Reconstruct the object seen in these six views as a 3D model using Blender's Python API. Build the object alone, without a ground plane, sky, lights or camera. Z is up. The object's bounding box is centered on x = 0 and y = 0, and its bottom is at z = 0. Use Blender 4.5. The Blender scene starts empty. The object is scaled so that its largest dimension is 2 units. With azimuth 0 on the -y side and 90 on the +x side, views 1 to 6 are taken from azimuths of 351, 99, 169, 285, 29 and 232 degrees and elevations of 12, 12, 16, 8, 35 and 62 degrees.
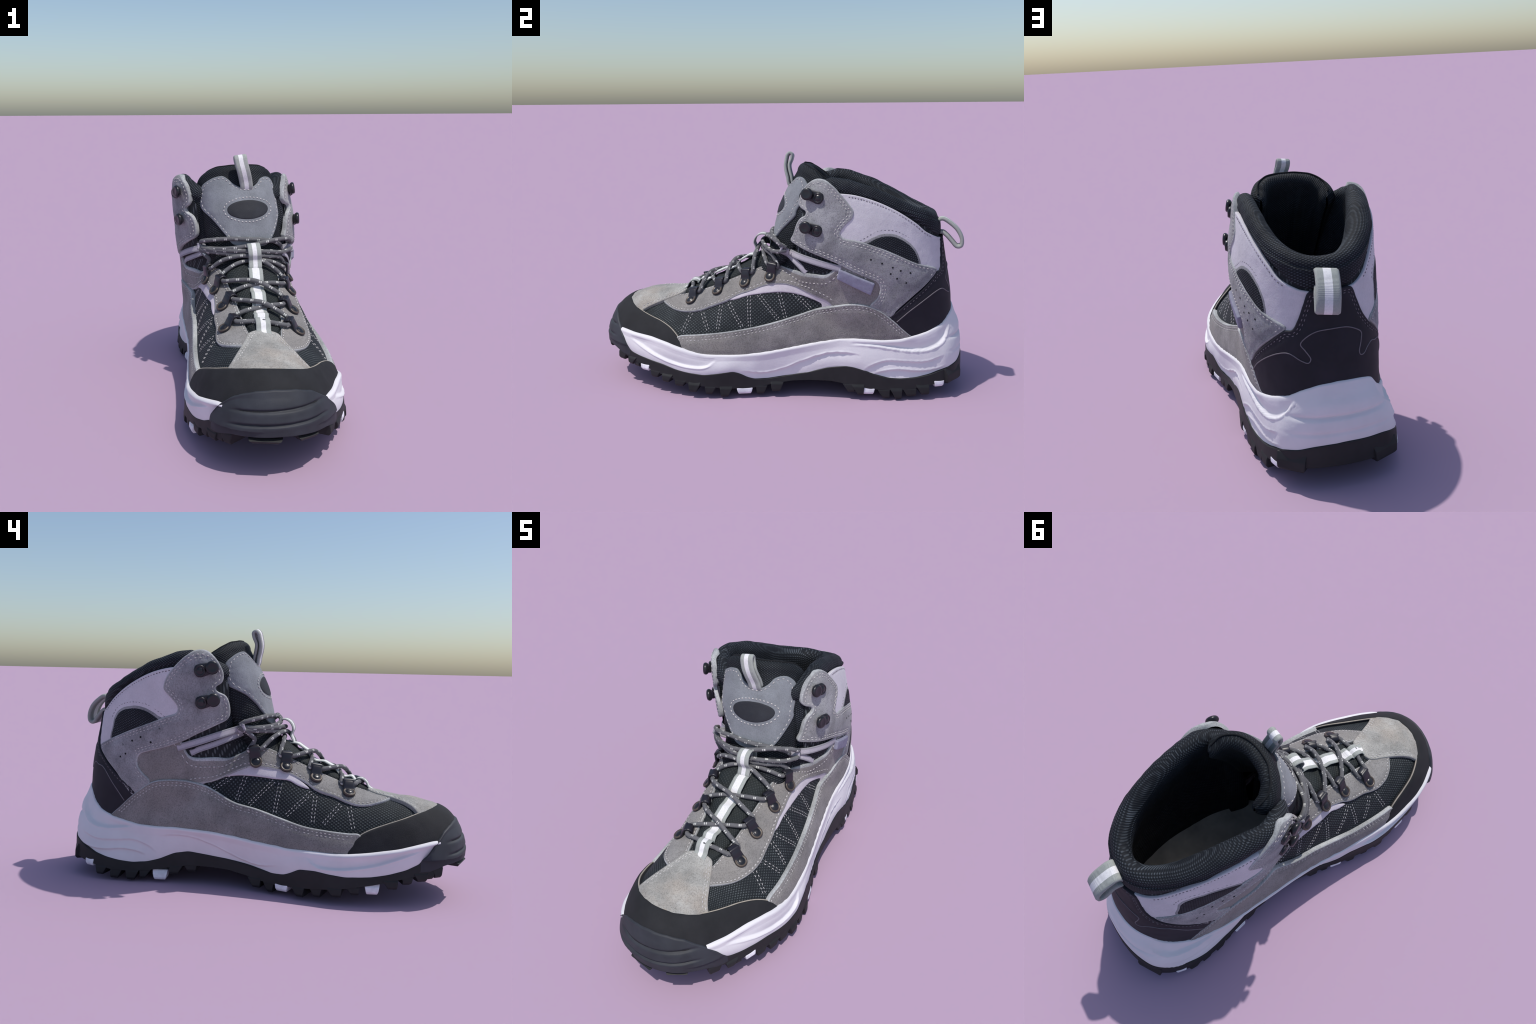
import bpy, bmesh, math, random
import numpy as np
from mathutils import Vector
from mathutils.bvhtree import BVHTree
from mathutils.geometry import delaunay_2d_cdt

random.seed(7)
rng = np.random.default_rng(7)

# ------------------------------------------------------------------ helpers
def smooth_curve(pts, n, closed=False):
    """Catmull-Rom through control points, resampled to n evenly spaced points."""
    P = np.asarray(pts, float)
    m = len(P)
    if closed:
        idx = lambda i: P[i % m]
        segs = m
    else:
        E = np.vstack([2*P[0]-P[1], P, 2*P[-1]-P[-2]])
        idx = lambda i: E[i+1]
        segs = m-1
    out = []
    for i in range(segs):
        p0, p1, p2, p3 = idx(i-1), idx(i), idx(i+1), idx(i+2)
        # centripetal parameterisation keeps corners from overshooting
        d1 = max(np.linalg.norm(p1-p0)**.5, 1e-4); d2 = max(np.linalg.norm(p2-p1)**.5, 1e-4)
        d3 = max(np.linalg.norm(p3-p2)**.5, 1e-4)
        m1 = (p1-p0)/d1-(p2-p0)/(d1+d2)+(p2-p1)/d2
        m2 = (p2-p1)/d2-(p3-p1)/(d2+d3)+(p3-p2)/d3
        m1 *= d2; m2 *= d2
        for t in np.linspace(0, 1, 24, endpoint=False):
            out.append((2*t**3-3*t*t+1)*p1+(t**3-2*t*t+t)*m1+(-2*t**3+3*t*t)*p2+(t**3-t*t)*m2)
    out.append(P[0] if closed else P[-1])
    out = np.array(out)
    return resample(out, n, closed)

def resample(poly, n, closed=False):
    poly = np.asarray(poly, float)
    L = np.concatenate([[0], np.cumsum(np.linalg.norm(np.diff(poly, axis=0), axis=1))])
    s = np.linspace(0, L[-1], n, endpoint=not closed)
    return np.stack([np.interp(s, L, poly[:, k]) for k in range(poly.shape[1])], 1)

def smoothstep(a, b, x):
    t = np.clip((np.asarray(x, float)-a)/(b-a), 0, 1)
    return t*t*(3-2*t)

def new_object(name, verts, faces, mat=None, parent=None, smooth=True):
    me = bpy.data.meshes.new(name)
    me.from_pydata([tuple(map(float, v)) for v in verts], [], [tuple(map(int, f)) for f in faces])
    me.validate(); me.update()
    if smooth:
        me.polygons.foreach_set('use_smooth', [True]*len(me.polygons))
    ob = bpy.data.objects.new(name, me)
    bpy.context.scene.collection.objects.link(ob)
    if mat: me.materials.append(mat)
    if parent: ob.parent = parent
    return ob

def grid_faces(rows, cols, close_cols=False, flip=False):
    f = []
    cc = cols if close_cols else cols-1
    for i in range(rows-1):
        for j in range(cc):
            k = (j+1) % cols
            q = (i*cols+j, i*cols+k, (i+1)*cols+k, (i+1)*cols+j)
            f.append(q[::-1] if flip else q)
    return f

def interp_table(tab, x, col):
    """Smooth (monotone-ish) interpolation of a column in a table of stations."""
    t = np.asarray(tab, float)
    return np.interp(x, t[:, 0], t[:, col])

# ------------------------------------------------------------------ the foot form
# stations along the foot: y, left x, right x, top z, x of the ridge
FOOT = [
 (-.966, -.130, .060, .265, -.035), (-.952, -.170, .090, .318, -.035), (-.930, -.215, .130, .362, -.035),
 (-.895, -.255, .172, .398, -.045), (-.850, -.290, .210, .422, -.060), (-.770, -.325, .256, .446, -.085),
 (-.690, -.345, .290, .455, -.100), (-.600, -.356, .322, .464, -.090), (-.530, -.360, .338, .478, -.070),
 (-.400, -.355, .346, .526, -.045), (-.300, -.346, .340, .572, -.035), (-.200, -.336, .330, .630, -.030),
 (-.100, -.326, .315, .695, -.03), (0.00, -.318, .300, .765, -.03), (.100, -.318, .285, .820, -.03),
 (.300, -.325, .264, .780, -.03), (.500, -.326, .255, .740, -.03), (.700, -.308, .228, .700, -.03), (.820, -.250, .170, .640, -.03)]
# levels up the shaft: z, front y, widest y, back y, left x, right x, exponent at the heel
SHAFT = [
 (.100, -.02, .45, .928, -.300, .228, 2.7), (.250, -.02, .45, .923, -.305, .233, 2.6), (.400, -.02, .42, .908, -.310, .245, 2.5),
 (.560, -.01, .40, .890, -.324, .260, 2.4), (.660, .00, .37, .872, -.336, .274, 2.3),
 (.770, .01, .34, .850, -.350, .277, 2.2), (.920, .03, .31, .836, -.361, .265, 2.05),
 (1.03, .05, .30, .824, -.367, .243, 2.0), (1.13, .06, .30, .812, -.363, .228, 2.0)]

def foot_section(y, n=48):
    xl, xr, H, ridge = (interp_table(FOOT, y, k) for k in (1, 2, 3, 4))
    zb = .10
    a = np.linspace(0, np.pi, n)
    c, s = np.cos(a), np.sin(a)
    e = 2/2.12
    x = (xl+xr)/2+(xr-xl)/2*np.sign(c)*np.abs(c)**e+(ridge-(xl+xr)/2)*s**3
    z = zb+(H-zb)*np.abs(s)**e
    return np.stack([x, np.full(n, y), z], 1)

def shaft_section(z, n=72):
    yf, yw, yb, xl, xr, ex = (interp_table(SHAFT, z, k) for k in range(1, 7))
    a = np.linspace(0, 2*np.pi, n, endpoint=False)
    out = []
    for t in a:
        c, s = math.cos(t), math.sin(t)
        e = 2/(ex if s > 0 else (2.3 if c > 0 else 1.8))
        cx, sy = math.copysign(abs(c)**e, c), math.copysign(abs(s)**e, s)
        # the heel runs to x = -.035, the front to the middle of the tongue
        xm = (xl+xr)/2
        xc = xm+(-.035-xm)*max(sy, 0)**2
        x = xc+cx*(xr-xl)/2
        y = yw+sy*((yb-yw) if s > 0 else (yw-yf))
        out.append((x, y, z))
    return np.array(out)

def build_form():
    bm = bmesh.new()
    def loft(secs, closed):
        rings = [[bm.verts.new(p) for p in s] for s in secs]
        n = len(rings[0])
        for a, b in zip(rings, rings[1:]):
            for j in range(n if closed else n-1):
                k = (j+1) % n
                bm.faces.new((a[j], a[k], b[k], b[j]))
            if not closed:
                bm.faces.new((a[n-1], a[0], b[0], b[n-1]))
        bm.faces.new(rings[0][::-1]); bm.faces.new(rings[-1])
    ys = np.linspace(-.966, .82, 74)
    loft([foot_section(y) for y in ys], False)
    zs = np.linspace(.10, 1.13, 36)
    loft([shaft_section(z) for z in zs], True)
    bmesh.ops.recalc_face_normals(bm, faces=bm.faces)
    me = bpy.data.meshes.new('form'); bm.to_mesh(me); bm.free()
    ob = bpy.data.objects.new('form', me)
    bpy.context.scene.collection.objects.link(ob)
    m = ob.modifiers.new('r', 'REMESH'); m.mode = 'VOXEL'; m.voxel_size = .011
    m = ob.modifiers.new('s', 'SMOOTH'); m.factor = .5; m.iterations = 22
    dg = bpy.context.evaluated_depsgraph_get()
    ev = bpy.data.meshes.new_from_object(ob.evaluated_get(dg))
    bpy.data.objects.remove(ob)
    return ev

# ------------------------------------------------------------------ materials
class Nodes:
    """Small helper for building node trees."""
    def __init__(self, name, rough=.8, spec=.3):
        self.mat = bpy.data.materials.new(name)
        self.mat.use_nodes = True
        self.t = self.mat.node_tree
        self.b = self.t.nodes['Principled BSDF']
        self.b.inputs['Roughness'].default_value = rough
        self.b.inputs['Specular IOR Level'].default_value = spec
        self.co = self.t.nodes.new('ShaderNodeTexCoord').outputs['Object']
    def link(self, a, b):
        if isinstance(a, (int, float)): b.default_value = a
        else: self.t.links.new(a, b)
    def math(self, op, a, b=0.0, c=None, clamp=False):
        n = self.t.nodes.new('ShaderNodeMath'); n.operation = op; n.use_clamp = clamp
        self.link(a, n.inputs[0]); self.link(b, n.inputs[1])
        if c is not None: self.link(c, n.inputs[2])
        return n.outputs[0]
    def xyz(self):
        n = self.t.nodes.new('ShaderNodeSeparateXYZ'); self.t.links.new(self.co, n.inputs[0])
        return n.outputs
    def noise(self, scale, detail=4, rough=.6, dist=0, stretch=None):
        n = self.t.nodes.new('ShaderNodeTexNoise')
        n.inputs['Scale'].default_value = scale; n.inputs['Detail'].default_value = detail
        n.inputs['Roughness'].default_value = rough; n.inputs['Distortion'].default_value = dist
        if stretch:
            m = self.t.nodes.new('ShaderNodeMapping'); m.inputs['Scale'].default_value = stretch
            self.t.links.new(self.co, m.inputs[0]); self.t.links.new(m.outputs[0], n.inputs['Vector'])
        else: self.t.links.new(self.co, n.inputs['Vector'])
        return n.outputs['Fac']
    def ramp(self, fac, stops):
        n = self.t.nodes.new('ShaderNodeValToRGB')
        e = n.color_ramp.elements
        while len(e) < len(stops): e.new(.5)
        for el, (p, c) in zip(e, stops):
            el.position = p; el.color = (*c, 1)
        self.link(fac, n.inputs[0]); return n.outputs[0]
    def mix(self, fac, a, b, mode='MIX'):
        n = self.t.nodes.new('ShaderNodeMix'); n.data_type = 'RGBA'; n.blend_type = mode
        self.link(fac, n.inputs[0])
        for s, v in ((n.inputs[6], a), (n.inputs[7], b)):
            if isinstance(v, tuple): s.default_value = (*v, 1)
            else: self.t.links.new(v, s)
        return n.outputs[2]
    def bump(self, h, strength=.3, dist=.01):
        n = self.t.nodes.new('ShaderNodeBump')
        n.inputs['Strength'].default_value = strength; n.inputs['Distance'].default_value = dist
        self.link(h, n.inputs['Height']); self.t.links.new(n.outputs[0], self.b.inputs['Normal'])
    def colour(self, c):
        if isinstance(c, tuple): self.b.inputs['Base Color'].default_value = (*c, 1)
        else: self.t.links.new(c, self.b.inputs['Base Color'])
        return self.mat

def mul(c, k): return tuple(min(1, v*k) for v in c)

def suede(name, c, warm=None, contrast=1.0):
    """Nubuck: mottled at two scales, with a short nap; the toe tone is paler than the side tone."""
    n = Nodes(name, .92, .15)
    a = n.ramp(n.noise(7, 5, .65), [(.38, mul(c, 1-.17*contrast)), (.51, c), (.64, mul(c, 1+.19*contrast))])
    f = n.noise(170, 3, .7)
    lo = .50 if contrast > .8 else .74 if contrast > .55 else .86
    g = n.ramp(f, [(.30, (lo, lo, lo)), (.52, (.95, .95, .95)), (.72, (1.0, 1.0, 1.0))])
    k = n.mix(.85, a, g, 'MULTIPLY')
    if warm:
        w = n.ramp(n.noise(4.3, 4), [(.45, (0, 0, 0)), (.60, (1, 1, 1))])
        k = n.mix(n.math('MULTIPLY', w, .6), k, n.mix(.85, warm, g, 'MULTIPLY'))
    n.b.inputs['Sheen Weight'].default_value = .12
    n.bump(n.math('ADD', f, n.noise(60, 3)), .25, .004)
    return n.colour(k)

def weave(name, dark, light, p=.0125, mode='foot', fleck=.5):
    """Open sandwich mesh: staggered light pips on a dark ground."""
    n = Nodes(name, .75, .25)
    x, y, z = n.xyz()
    if mode == 'foot':      # runs round the foot, along its length
        ang = n.math('ARCTAN2', n.math('SUBTRACT', z, .25), n.math('ADD', x, .02))
        u, v = y, n.math('MULTIPLY', ang, .30)
    else:                   # runs round the ankle
        dx, dy = n.math('ADD', x, .05), n.math('SUBTRACT', y, .38)
        ang = n.math('ARCTAN2', dy, dx)
        rad = n.math('SQRT', n.math('ADD', n.math('MULTIPLY', dx, dx), n.math('MULTIPLY', dy, dy)))
        u, v = n.math('MULTIPLY', ang, .30), n.math('SUBTRACT', z, n.math('MULTIPLY', rad, .45))
    k = 2*math.pi/p
    cu = n.math('COSINE', n.math('MULTIPLY', u, k*.62))
    cv = n.math('COSINE', n.math('MULTIPLY', v, k*.80))
    d = n.math('MULTIPLY', cu, cv)
    m = n.math('MULTIPLY', n.math('SUBTRACT', d, .18), 1.9, clamp=True)
    patch = n.ramp(n.noise(11, 3), [(.35, (.25, .25, .25)), (.7, (1, 1, 1))])
    fl = n.math('MULTIPLY', m, n.math('MULTIPLY', patch, n.math('ADD', n.noise(120, 2), .35)))
    col = n.mix(n.math('MULTIPLY', fl, fleck), dark, light)
    n.bump(d, .35, .003)
    return n.colour(col)

def rubber(name, c, rough=.6, grain=.12):
    n = Nodes(name, rough, .35)
    k = n.ramp(n.noise(9, 4), [(.3, mul(c, .8)), (.7, mul(c, 1.25))])
    n.bump(n.noise(220, 3), grain, .003)
    return n.colour(k)

def foam(name, c):
    """Moulded midsole foam, slightly dirty in the hollows."""
    n = Nodes(name, .62, .3)
    k = n.ramp(n.noise(6, 5), [(.3, mul(c, .93)), (.6, c), (.8, mul(c, 1.04))])
    s = n.ramp(n.noise(24, 6, .75), [(.60, (0, 0, 0)), (.78, (1, 1, 1))])
    k = n.mix(n.math('MULTIPLY', s, .16), k, (.46, .42, .36))
    n.bump(n.noise(70, 4), .18, .004)
    return n.colour(k)

def plain(name, c, rough=.7, spec=.3, metal=0, bump=0, scale=150):
    n = Nodes(name, rough, spec)
    n.b.inputs['Metallic'].default_value = metal
    if bump: n.bump(n.noise(scale, 3), bump, .003)
    k = n.ramp(n.noise(30, 3), [(.3, mul(c, .85)), (.7, mul(c, 1.12))])
    return n.colour(k)

def ribbed(name, c, axis_scale=(520, 520, 520)):
    """Woven webbing: fine cross ribs."""
    n = Nodes(name, .85, .2)
    x, y, z = n.xyz()
    w = n.math('SINE', n.math('MULTIPLY', n.math('ADD', z, n.math('MULTIPLY', y, .6)), 1500))
    k = n.mix(n.math('MULTIPLY', n.math('ADD', w, 1), .5), mul(c, .92), mul(c, 1.04))
    k2 = n.ramp(n.noise(140, 2), [(.3, (.8, .8, .8)), (.7, (1, 1, 1))])
    n.bump(w, .12, .002)
    return n.colour(n.mix(.7, k, k2, 'MULTIPLY'))

M = dict(
    suede_toe=suede('suede_toe', (.345, .338, .318), (.40, .352, .305), 1.35),
    suede_side=suede('suede_side', (.246, .236, .229), (.258, .242, .226), 1.05),
    suede_ankle=suede('suede_ankle', (.285, .288, .300), (.36, .36, .365), 1.5),
    suede_tongue=suede('suede_tongue', (.225, .240, .262), None, .7),
    suede_edge=suede('suede_cut_edge', (.40, .41, .415), None, 1.3),
    band=suede('band_leather', (.63, .605, .645), None, .35),
    lining=suede('lining_strip', (.58, .535, .585), None, .5),
    mesh=weave('side_mesh', (.013, .016, .019), (.21, .24, .25), .0125, 'foot', .60),
    collar=weave('collar_mesh', (.008, .010, .014), (.17, .20, .235), .0098, 'ankle', .46),
    tongue_mesh=weave('tongue_mesh', (.007, .009, .012), (.12, .14, .16), .0098, 'ankle', .46),
    tongue_low=weave('tongue_fabric', (.016, .020, .021), (.07, .08, .082), .0105, 'foot', .55),
    cap=rubber('toe_cap_rubber', (.0155, .016, .0185), .85, .35),
    outsole=rubber('outsole_rubber', (.015, .0155, .017), .6, .2),
    bumper=rubber('bumper_rubber', (.029, .032, .040), .6, .15),
    counter=rubber('heel_counter', (.012, .0115, .018), .7, .2),
    midsole=foam('midsole_foam', (.755, .735, .765)),
    insert=plain('white_insert', (.78, .77, .82), .6),
    hardware=plain('hardware', (.013, .012, .018), .38, .5, .0),
    rivet=plain('rivet', (.018, .018, .022), .3, .6, .3),
    brass=plain('rivet_rim', (.09, .07, .055), .45, .5, .3),
    thread=plain('thread', (.52, .50, .49), .8),
    thread_dark=plain('thread_dark', (.16, .145, .16), .8),
    piping=plain('piping', (.36, .32, .27), .8),
    lace=plain('lace', (.135, .135, .142), .85, .2, 0, .6, 300),
    fleck=plain('lace_fleck', (.55, .55, .52), .85),
    web_grey=ribbed('webbing_grey', (.36, .38, .36)),
    web_white=ribbed('webbing_white', (.80, .79, .80)),
    web_lilac=ribbed('webbing_lilac', (.31, .305, .335)),  # this and the tape tone darkened to the shade at the ankle
    web_tape=ribbed('webbing_tape', (.45, .425, .475)),
    label=plain('label_fabric', (.26, .26, .34), .75, .3, 0, .4),
    insole=rubber('insole_fabric', (.44, .40, .325), .9, .3),  # base colour lightened for skylight falling into the boot
    dark=rubber('inner_fabric', (.008, .009, .011), .9),
    oval=rubber('oval_badge', (.020, .022, .028), .7, .25),
)

# ------------------------------------------------------------------ projecting onto the form
form_mesh = build_form()
form_v = np.array([v.co[:] for v in form_mesh.vertices])
form_n = np.array([v.normal[:] for v in form_mesh.vertices])
form_p = [tuple(p.vertices) for p in form_mesh.polygons]

class Surface:
    """A surface that flat patterns can be wrapped onto."""
    def __init__(self, V, N, P):
        self.V, self.N, self.P = V, N, P
        self.bvh = BVHTree.FromPolygons([tuple(v) for v in V], P)
    def cast(self, o, d):
        hit, nor, fi, _ = self.bvh.ray_cast(Vector(o), Vector(d))
        if hit is None:
            hit, nor, fi, _ = self.bvh.find_nearest(Vector(o)+Vector(d)*1.8)
        p = np.array(hit)
        ids = list(self.P[fi])
        w = 1/(np.linalg.norm(self.V[ids]-p, axis=1)+1e-4)
        n = (self.N[ids]*w[:, None]).sum(0)
        return p, n/np.linalg.norm(n)

FORM = Surface(form_v, form_n, form_p)

# each projection: pattern coordinates (metres) <-> a ray at the form
class Side:
    def __init__(s, sg): s.sg = sg
    def ray(s, q): return (s.sg*2, q[0], q[1]), (-s.sg, 0, 0)
    def to2(s, p): return (p[1], p[2])
class Foot:             # unrolled round a line along the foot
    ox, oz, R = -.02, .25, .35
    def ray(s, q):
        a = q[1]/s.R; c, k = math.cos(a), math.sin(a)
        return (s.ox+2*c, q[0], s.oz+2*k), (-c, 0, -k)
    def to2(s, p): return (p[1], math.atan2(p[2]-s.oz, p[0]-s.ox)*s.R)
class Back:             # unrolled round a vertical line inside the heel
    ox, oy, R = -.04, .45, .40
    def ray(s, q):
        a = q[0]/s.R; c, k = math.cos(a), math.sin(a)
        return (s.ox+2*k, s.oy+2*c, q[1]), (-k, -c, 0)
    def to2(s, p): return (math.atan2(p[0]-s.ox, p[1]-s.oy)*s.R, p[2])
class Toe:              # unrolled round a point inside the forefoot
    o = (-.04, -.50, .10); R = .40
    def ray(s, q):
        a, e = q[0]/s.R, q[1]/s.R
        d = (math.sin(a)*math.cos(e), -math.cos(a)*math.cos(e), math.sin(e))
        return tuple(s.o[i]+2*d[i] for i in range(3)), tuple(-v for v in d)
    def to2(s, p):
        d = [p[i]-s.o[i] for i in range(3)]
        return (math.atan2(d[0], -d[1])*s.R, math.atan2(d[2], math.hypot(d[0], d[1]))*s.R)
class Top:
    def ray(s, q): return (q[0], q[1], 2), (0, 0, -1)
    def to2(s, p): return (p[0], p[1])
class Front:
    def ray(s, q): return (q[0], -2, q[1]), (0, 1, 0)
    def to2(s, p): return (p[0], p[2])
RIGHT, LEFT, FOOTP, BACK, TOE, TOP, FRONT = Side(1), Side(-1), Foot(), Back(), Toe(), Top(), Front()
def deg(y, a): return (y, math.radians(a)*Foot.R)
def degs(pts): return [deg(*p) for p in pts]

def seg_dist(P, poly):
    """Distance of points P to a closed polyline."""
    A = poly; B = np.roll(poly, -1, 0); D = B-A
    L2 = (D**2).sum(1)+1e-12
    out = np.full(len(P), 1e9)
    for i in range(0, len(P), 2000):
        q = P[i:i+2000, None, :]
        t = np.clip(((q-A[None])*D[None]).sum(2)/L2[None], 0, 1)
        d = np.linalg.norm(q-A[None]-t[..., None]*D[None], axis=2)
        out[i:i+2000] = d.min(1)
    return out

def inside(P, poly):
    x, y = P[:, 0], P[:, 1]
    r = np.zeros(len(P), bool)
    A = poly; B = np.roll(poly, -1, 0)
    for (x0, y0), (x1, y1) in zip(A, B):
        if y0 == y1: continue
        c = ((y0 > y) != (y1 > y)) & (x < (x1-x0)*(y-y0)/(y1-y0)+x0)
        r ^= c
    return r

def closed_outline(pts, step, smooth=True):
    P = np.asarray(pts, float)
    if smooth: Q = smooth_curve(P, 400, True)
    else: Q = np.vstack([P, P[:1]])
    L = np.linalg.norm(np.diff(np.vstack([Q, Q[:1]]), axis=0), axis=1).sum()
    if smooth: Q = np.vstack([Q, Q[:1]])
    return resample(Q, max(12, int(L/step)), True)

def inset(poly, d):
    """Closed outline moved inwards by d, bad points dropped."""
    T = np.roll(poly, -1, 0)-np.roll(poly, 1, 0)
    T /= np.linalg.norm(T, axis=1)[:, None]+1e-9
    N = np.stack([-T[:, 1], T[:, 0]], 1)
    area = (poly[:, 0]*np.roll(poly[:, 1], -1)-np.roll(poly[:, 0], -1)*poly[:, 1]).sum()
    if area < 0: N = -N
    Q = poly+N*d
    ok = (seg_dist(Q, poly) > .93*d) & inside(Q, poly)
    return Q, ok

from mathutils import noise as mnoise
def lump(p, s, seed=0):
    return mnoise.noise(Vector((p[0]*s+seed, p[1]*s-seed, p[2]*s+2*seed)))

def panel(name, mat, proj, pts, T=.010, off=.0, r=.012, h=.010, surf=None, smooth=True,
          seams=(), wrinkle=.0012, parent=None, rim=.35, skirt=.006, dome=0.0, edge=None):
    """A cut piece of material wrapped onto the form: a flat pattern is filled with
    triangles, pressed onto the surface and given thickness with a rounded edge."""
    surf = surf or FORM
    O = closed_outline(pts, h*.65, smooth)
    lo, hi = O.min(0), O.max(0)
    gx, gy = np.meshgrid(np.arange(lo[0], hi[0], h), np.arange(lo[1], hi[1], h*.87))
    gx = gx+(np.arange(gx.shape[0]) % 2)[:, None]*h*.5
    G = np.stack([gx.ravel(), gy.ravel()], 1)
    G = G[inside(G, O)]
    dG = seg_dist(G, O)
    rings = []
    for k in (.18, .5, 1.0):
        Q, ok = inset(O, r*k); rings.append(Q[ok])
    G = G[dG > r*1.0+h*.4]
    P = np.vstack([O]+rings+[G])
    n = len(O)
    V2, _, F, orig, _, _ = delaunay_2d_cdt([Vector(p) for p in P], [], [list(range(n))], 1, 1e-5)
    V2 = np.array([v[:] for v in V2])
    D = seg_dist(V2, O)
    verts = []
    base = []
    for q, d in zip(V2, D):
        p, nn = surf.cast(*proj.ray(q))
        t = min(d/r, 1)
        z = off+T*(rim+(1-rim)*math.sqrt(max(0, 1-(1-t)**2)))
        if dome: z += dome*(1-math.exp(-d/.05))
        for sd in seams: z -= .0035*math.exp(-((d-sd)/.0045)**2)
        if wrinkle: z += wrinkle*(lump(p, 14)+.7*lump(p, 34, 3))*t
        verts.append(p+nn*z); base.append((p, nn))
    # skirt: find boundary edges and drop them into the form
    from collections import Counter
    ec = Counter()
    for f in F:
        for a, b in zip(f, list(f[1:])+[f[0]]): ec[(min(a, b), max(a, b))] += 1
    faces = [list(f) for f in F]
    low = {}
    for f in F:
        for a, b in zip(f, list(f[1:])+[f[0]]):
            if ec[(min(a, b), max(a, b))] == 1:
                for v in (a, b):
                    if v not in low:
                        low[v] = len(verts); p, nn = base[v]; verts.append(p-nn*skirt)
                faces.append([b, a, low[a], low[b]])
    # consistent facing: first faces should look along the surface normal
    f0 = F[len(F)//2]
    a, b, c = (verts[i] for i in f0[:3])
    if np.dot(np.cross(b-a, c-a), base[f0[0]][1]) < 0: faces = [f[::-1] for f in faces]
    ob = new_object(name, verts, faces, mat, parent)
    ob.data.update()
    # crease between face and skirt is softened by the rounded rim; keep it shaded smooth
    OUTLINES[ob.name] = O
    if edge:        # pale raw edge where the piece was cut
        ob.data.materials.append(edge)
        nf = len(F)
        for k_, pl in enumerate(ob.data.polygons):
            vs_ = pl.vertices
            if any(v_ >= len(V2) for v_ in vs_) or max(D[v_] for v_ in vs_) < r*.55: pl.material_index = 1
    return ob

def get_outline(ob):
    return OUTLINES[ob.name]

OUTLINES = {}

class StitchBag:
    """Collects dashes of thread; built as one mesh per colour."""
    def __init__(self): self.v, self.f = [], []
    def dash(self, p, d, n, L, r):
        d = d/np.linalg.norm(d); s = np.cross(d, n); s /= np.linalg.norm(s)+1e-9
        k0 = len(self.v)
        for t, rr in ((-.5, .35), (-.3, .95), (.3, .95), (.5, .35)):
            for j in range(6):
                a = j*math.pi/3
                self.v.append(p+d*L*t+(s*math.cos(a)+n*math.sin(a)*.8)*r*rr)
        for i in range(3):
            for j in range(6):
                a, b = k0+i*6+j, k0+i*6+(j+1) % 6
                self.f.append((a, b, b+6, a+6))
        self.f.append(tuple(k0+j for j in range(5, -1, -1)))
        self.f.append(tuple(k0+18+j for j in range(6)))
    def run(self, proj, line, off, L=.0125, gap=.0075, r=.0029, surf=None, keep=None):
        """Stitches along an open pattern line."""
        line = np.asarray(line, float)
        surf = surf or FORM
        S = np.linalg.norm(np.diff(line, axis=0), axis=1).sum()
        n = max(2, int(S/(L+gap)))
        q = resample(line, n*2+1)
        for i in range(n):
            a, b = q[2*i], q[2*i+1]
            if keep is not None and not keep(a): continue
            pa, na = surf.cast(*proj.ray(a)); pb, nb = surf.cast(*proj.ray(b))
            d = pb-pa
            if np.linalg.norm(d) > 3*L or np.linalg.norm(d) < 1e-5: continue
            self.dash((pa+pb)/2+na*off, d, na, np.linalg.norm(d)*1.05, r)
    def along_edge(self, ob, proj, d, off, keep=None, **kw):
        O = get_outline(ob)
        Q, ok = inset(O, d)
        if keep is not None: ok &= np.array([keep(q) for q in Q])
        # split into runs
        n = len(Q)
        if not ok.any(): return
        start = 0
        if not ok.all():
            start = int(np.where(~ok)[0][0])
        runs, cur = [], []
        for k in range(n+1):
            i = (start+k) % n
            if ok[i] and k < n: cur.append(Q[i])
            else:
                if len(cur) > 3: runs.append(np.array(cur))
                cur = []
        if ok.all(): runs = [np.vstack([Q, Q[:1]])]
        for rr in runs: self.run(proj, rr, off, **kw)
    def build(self, name, mat, parent):
        ob = new_object(name, self.v, self.f, mat, parent); ob['kind'] = 'stuff'
        return ob

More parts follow.
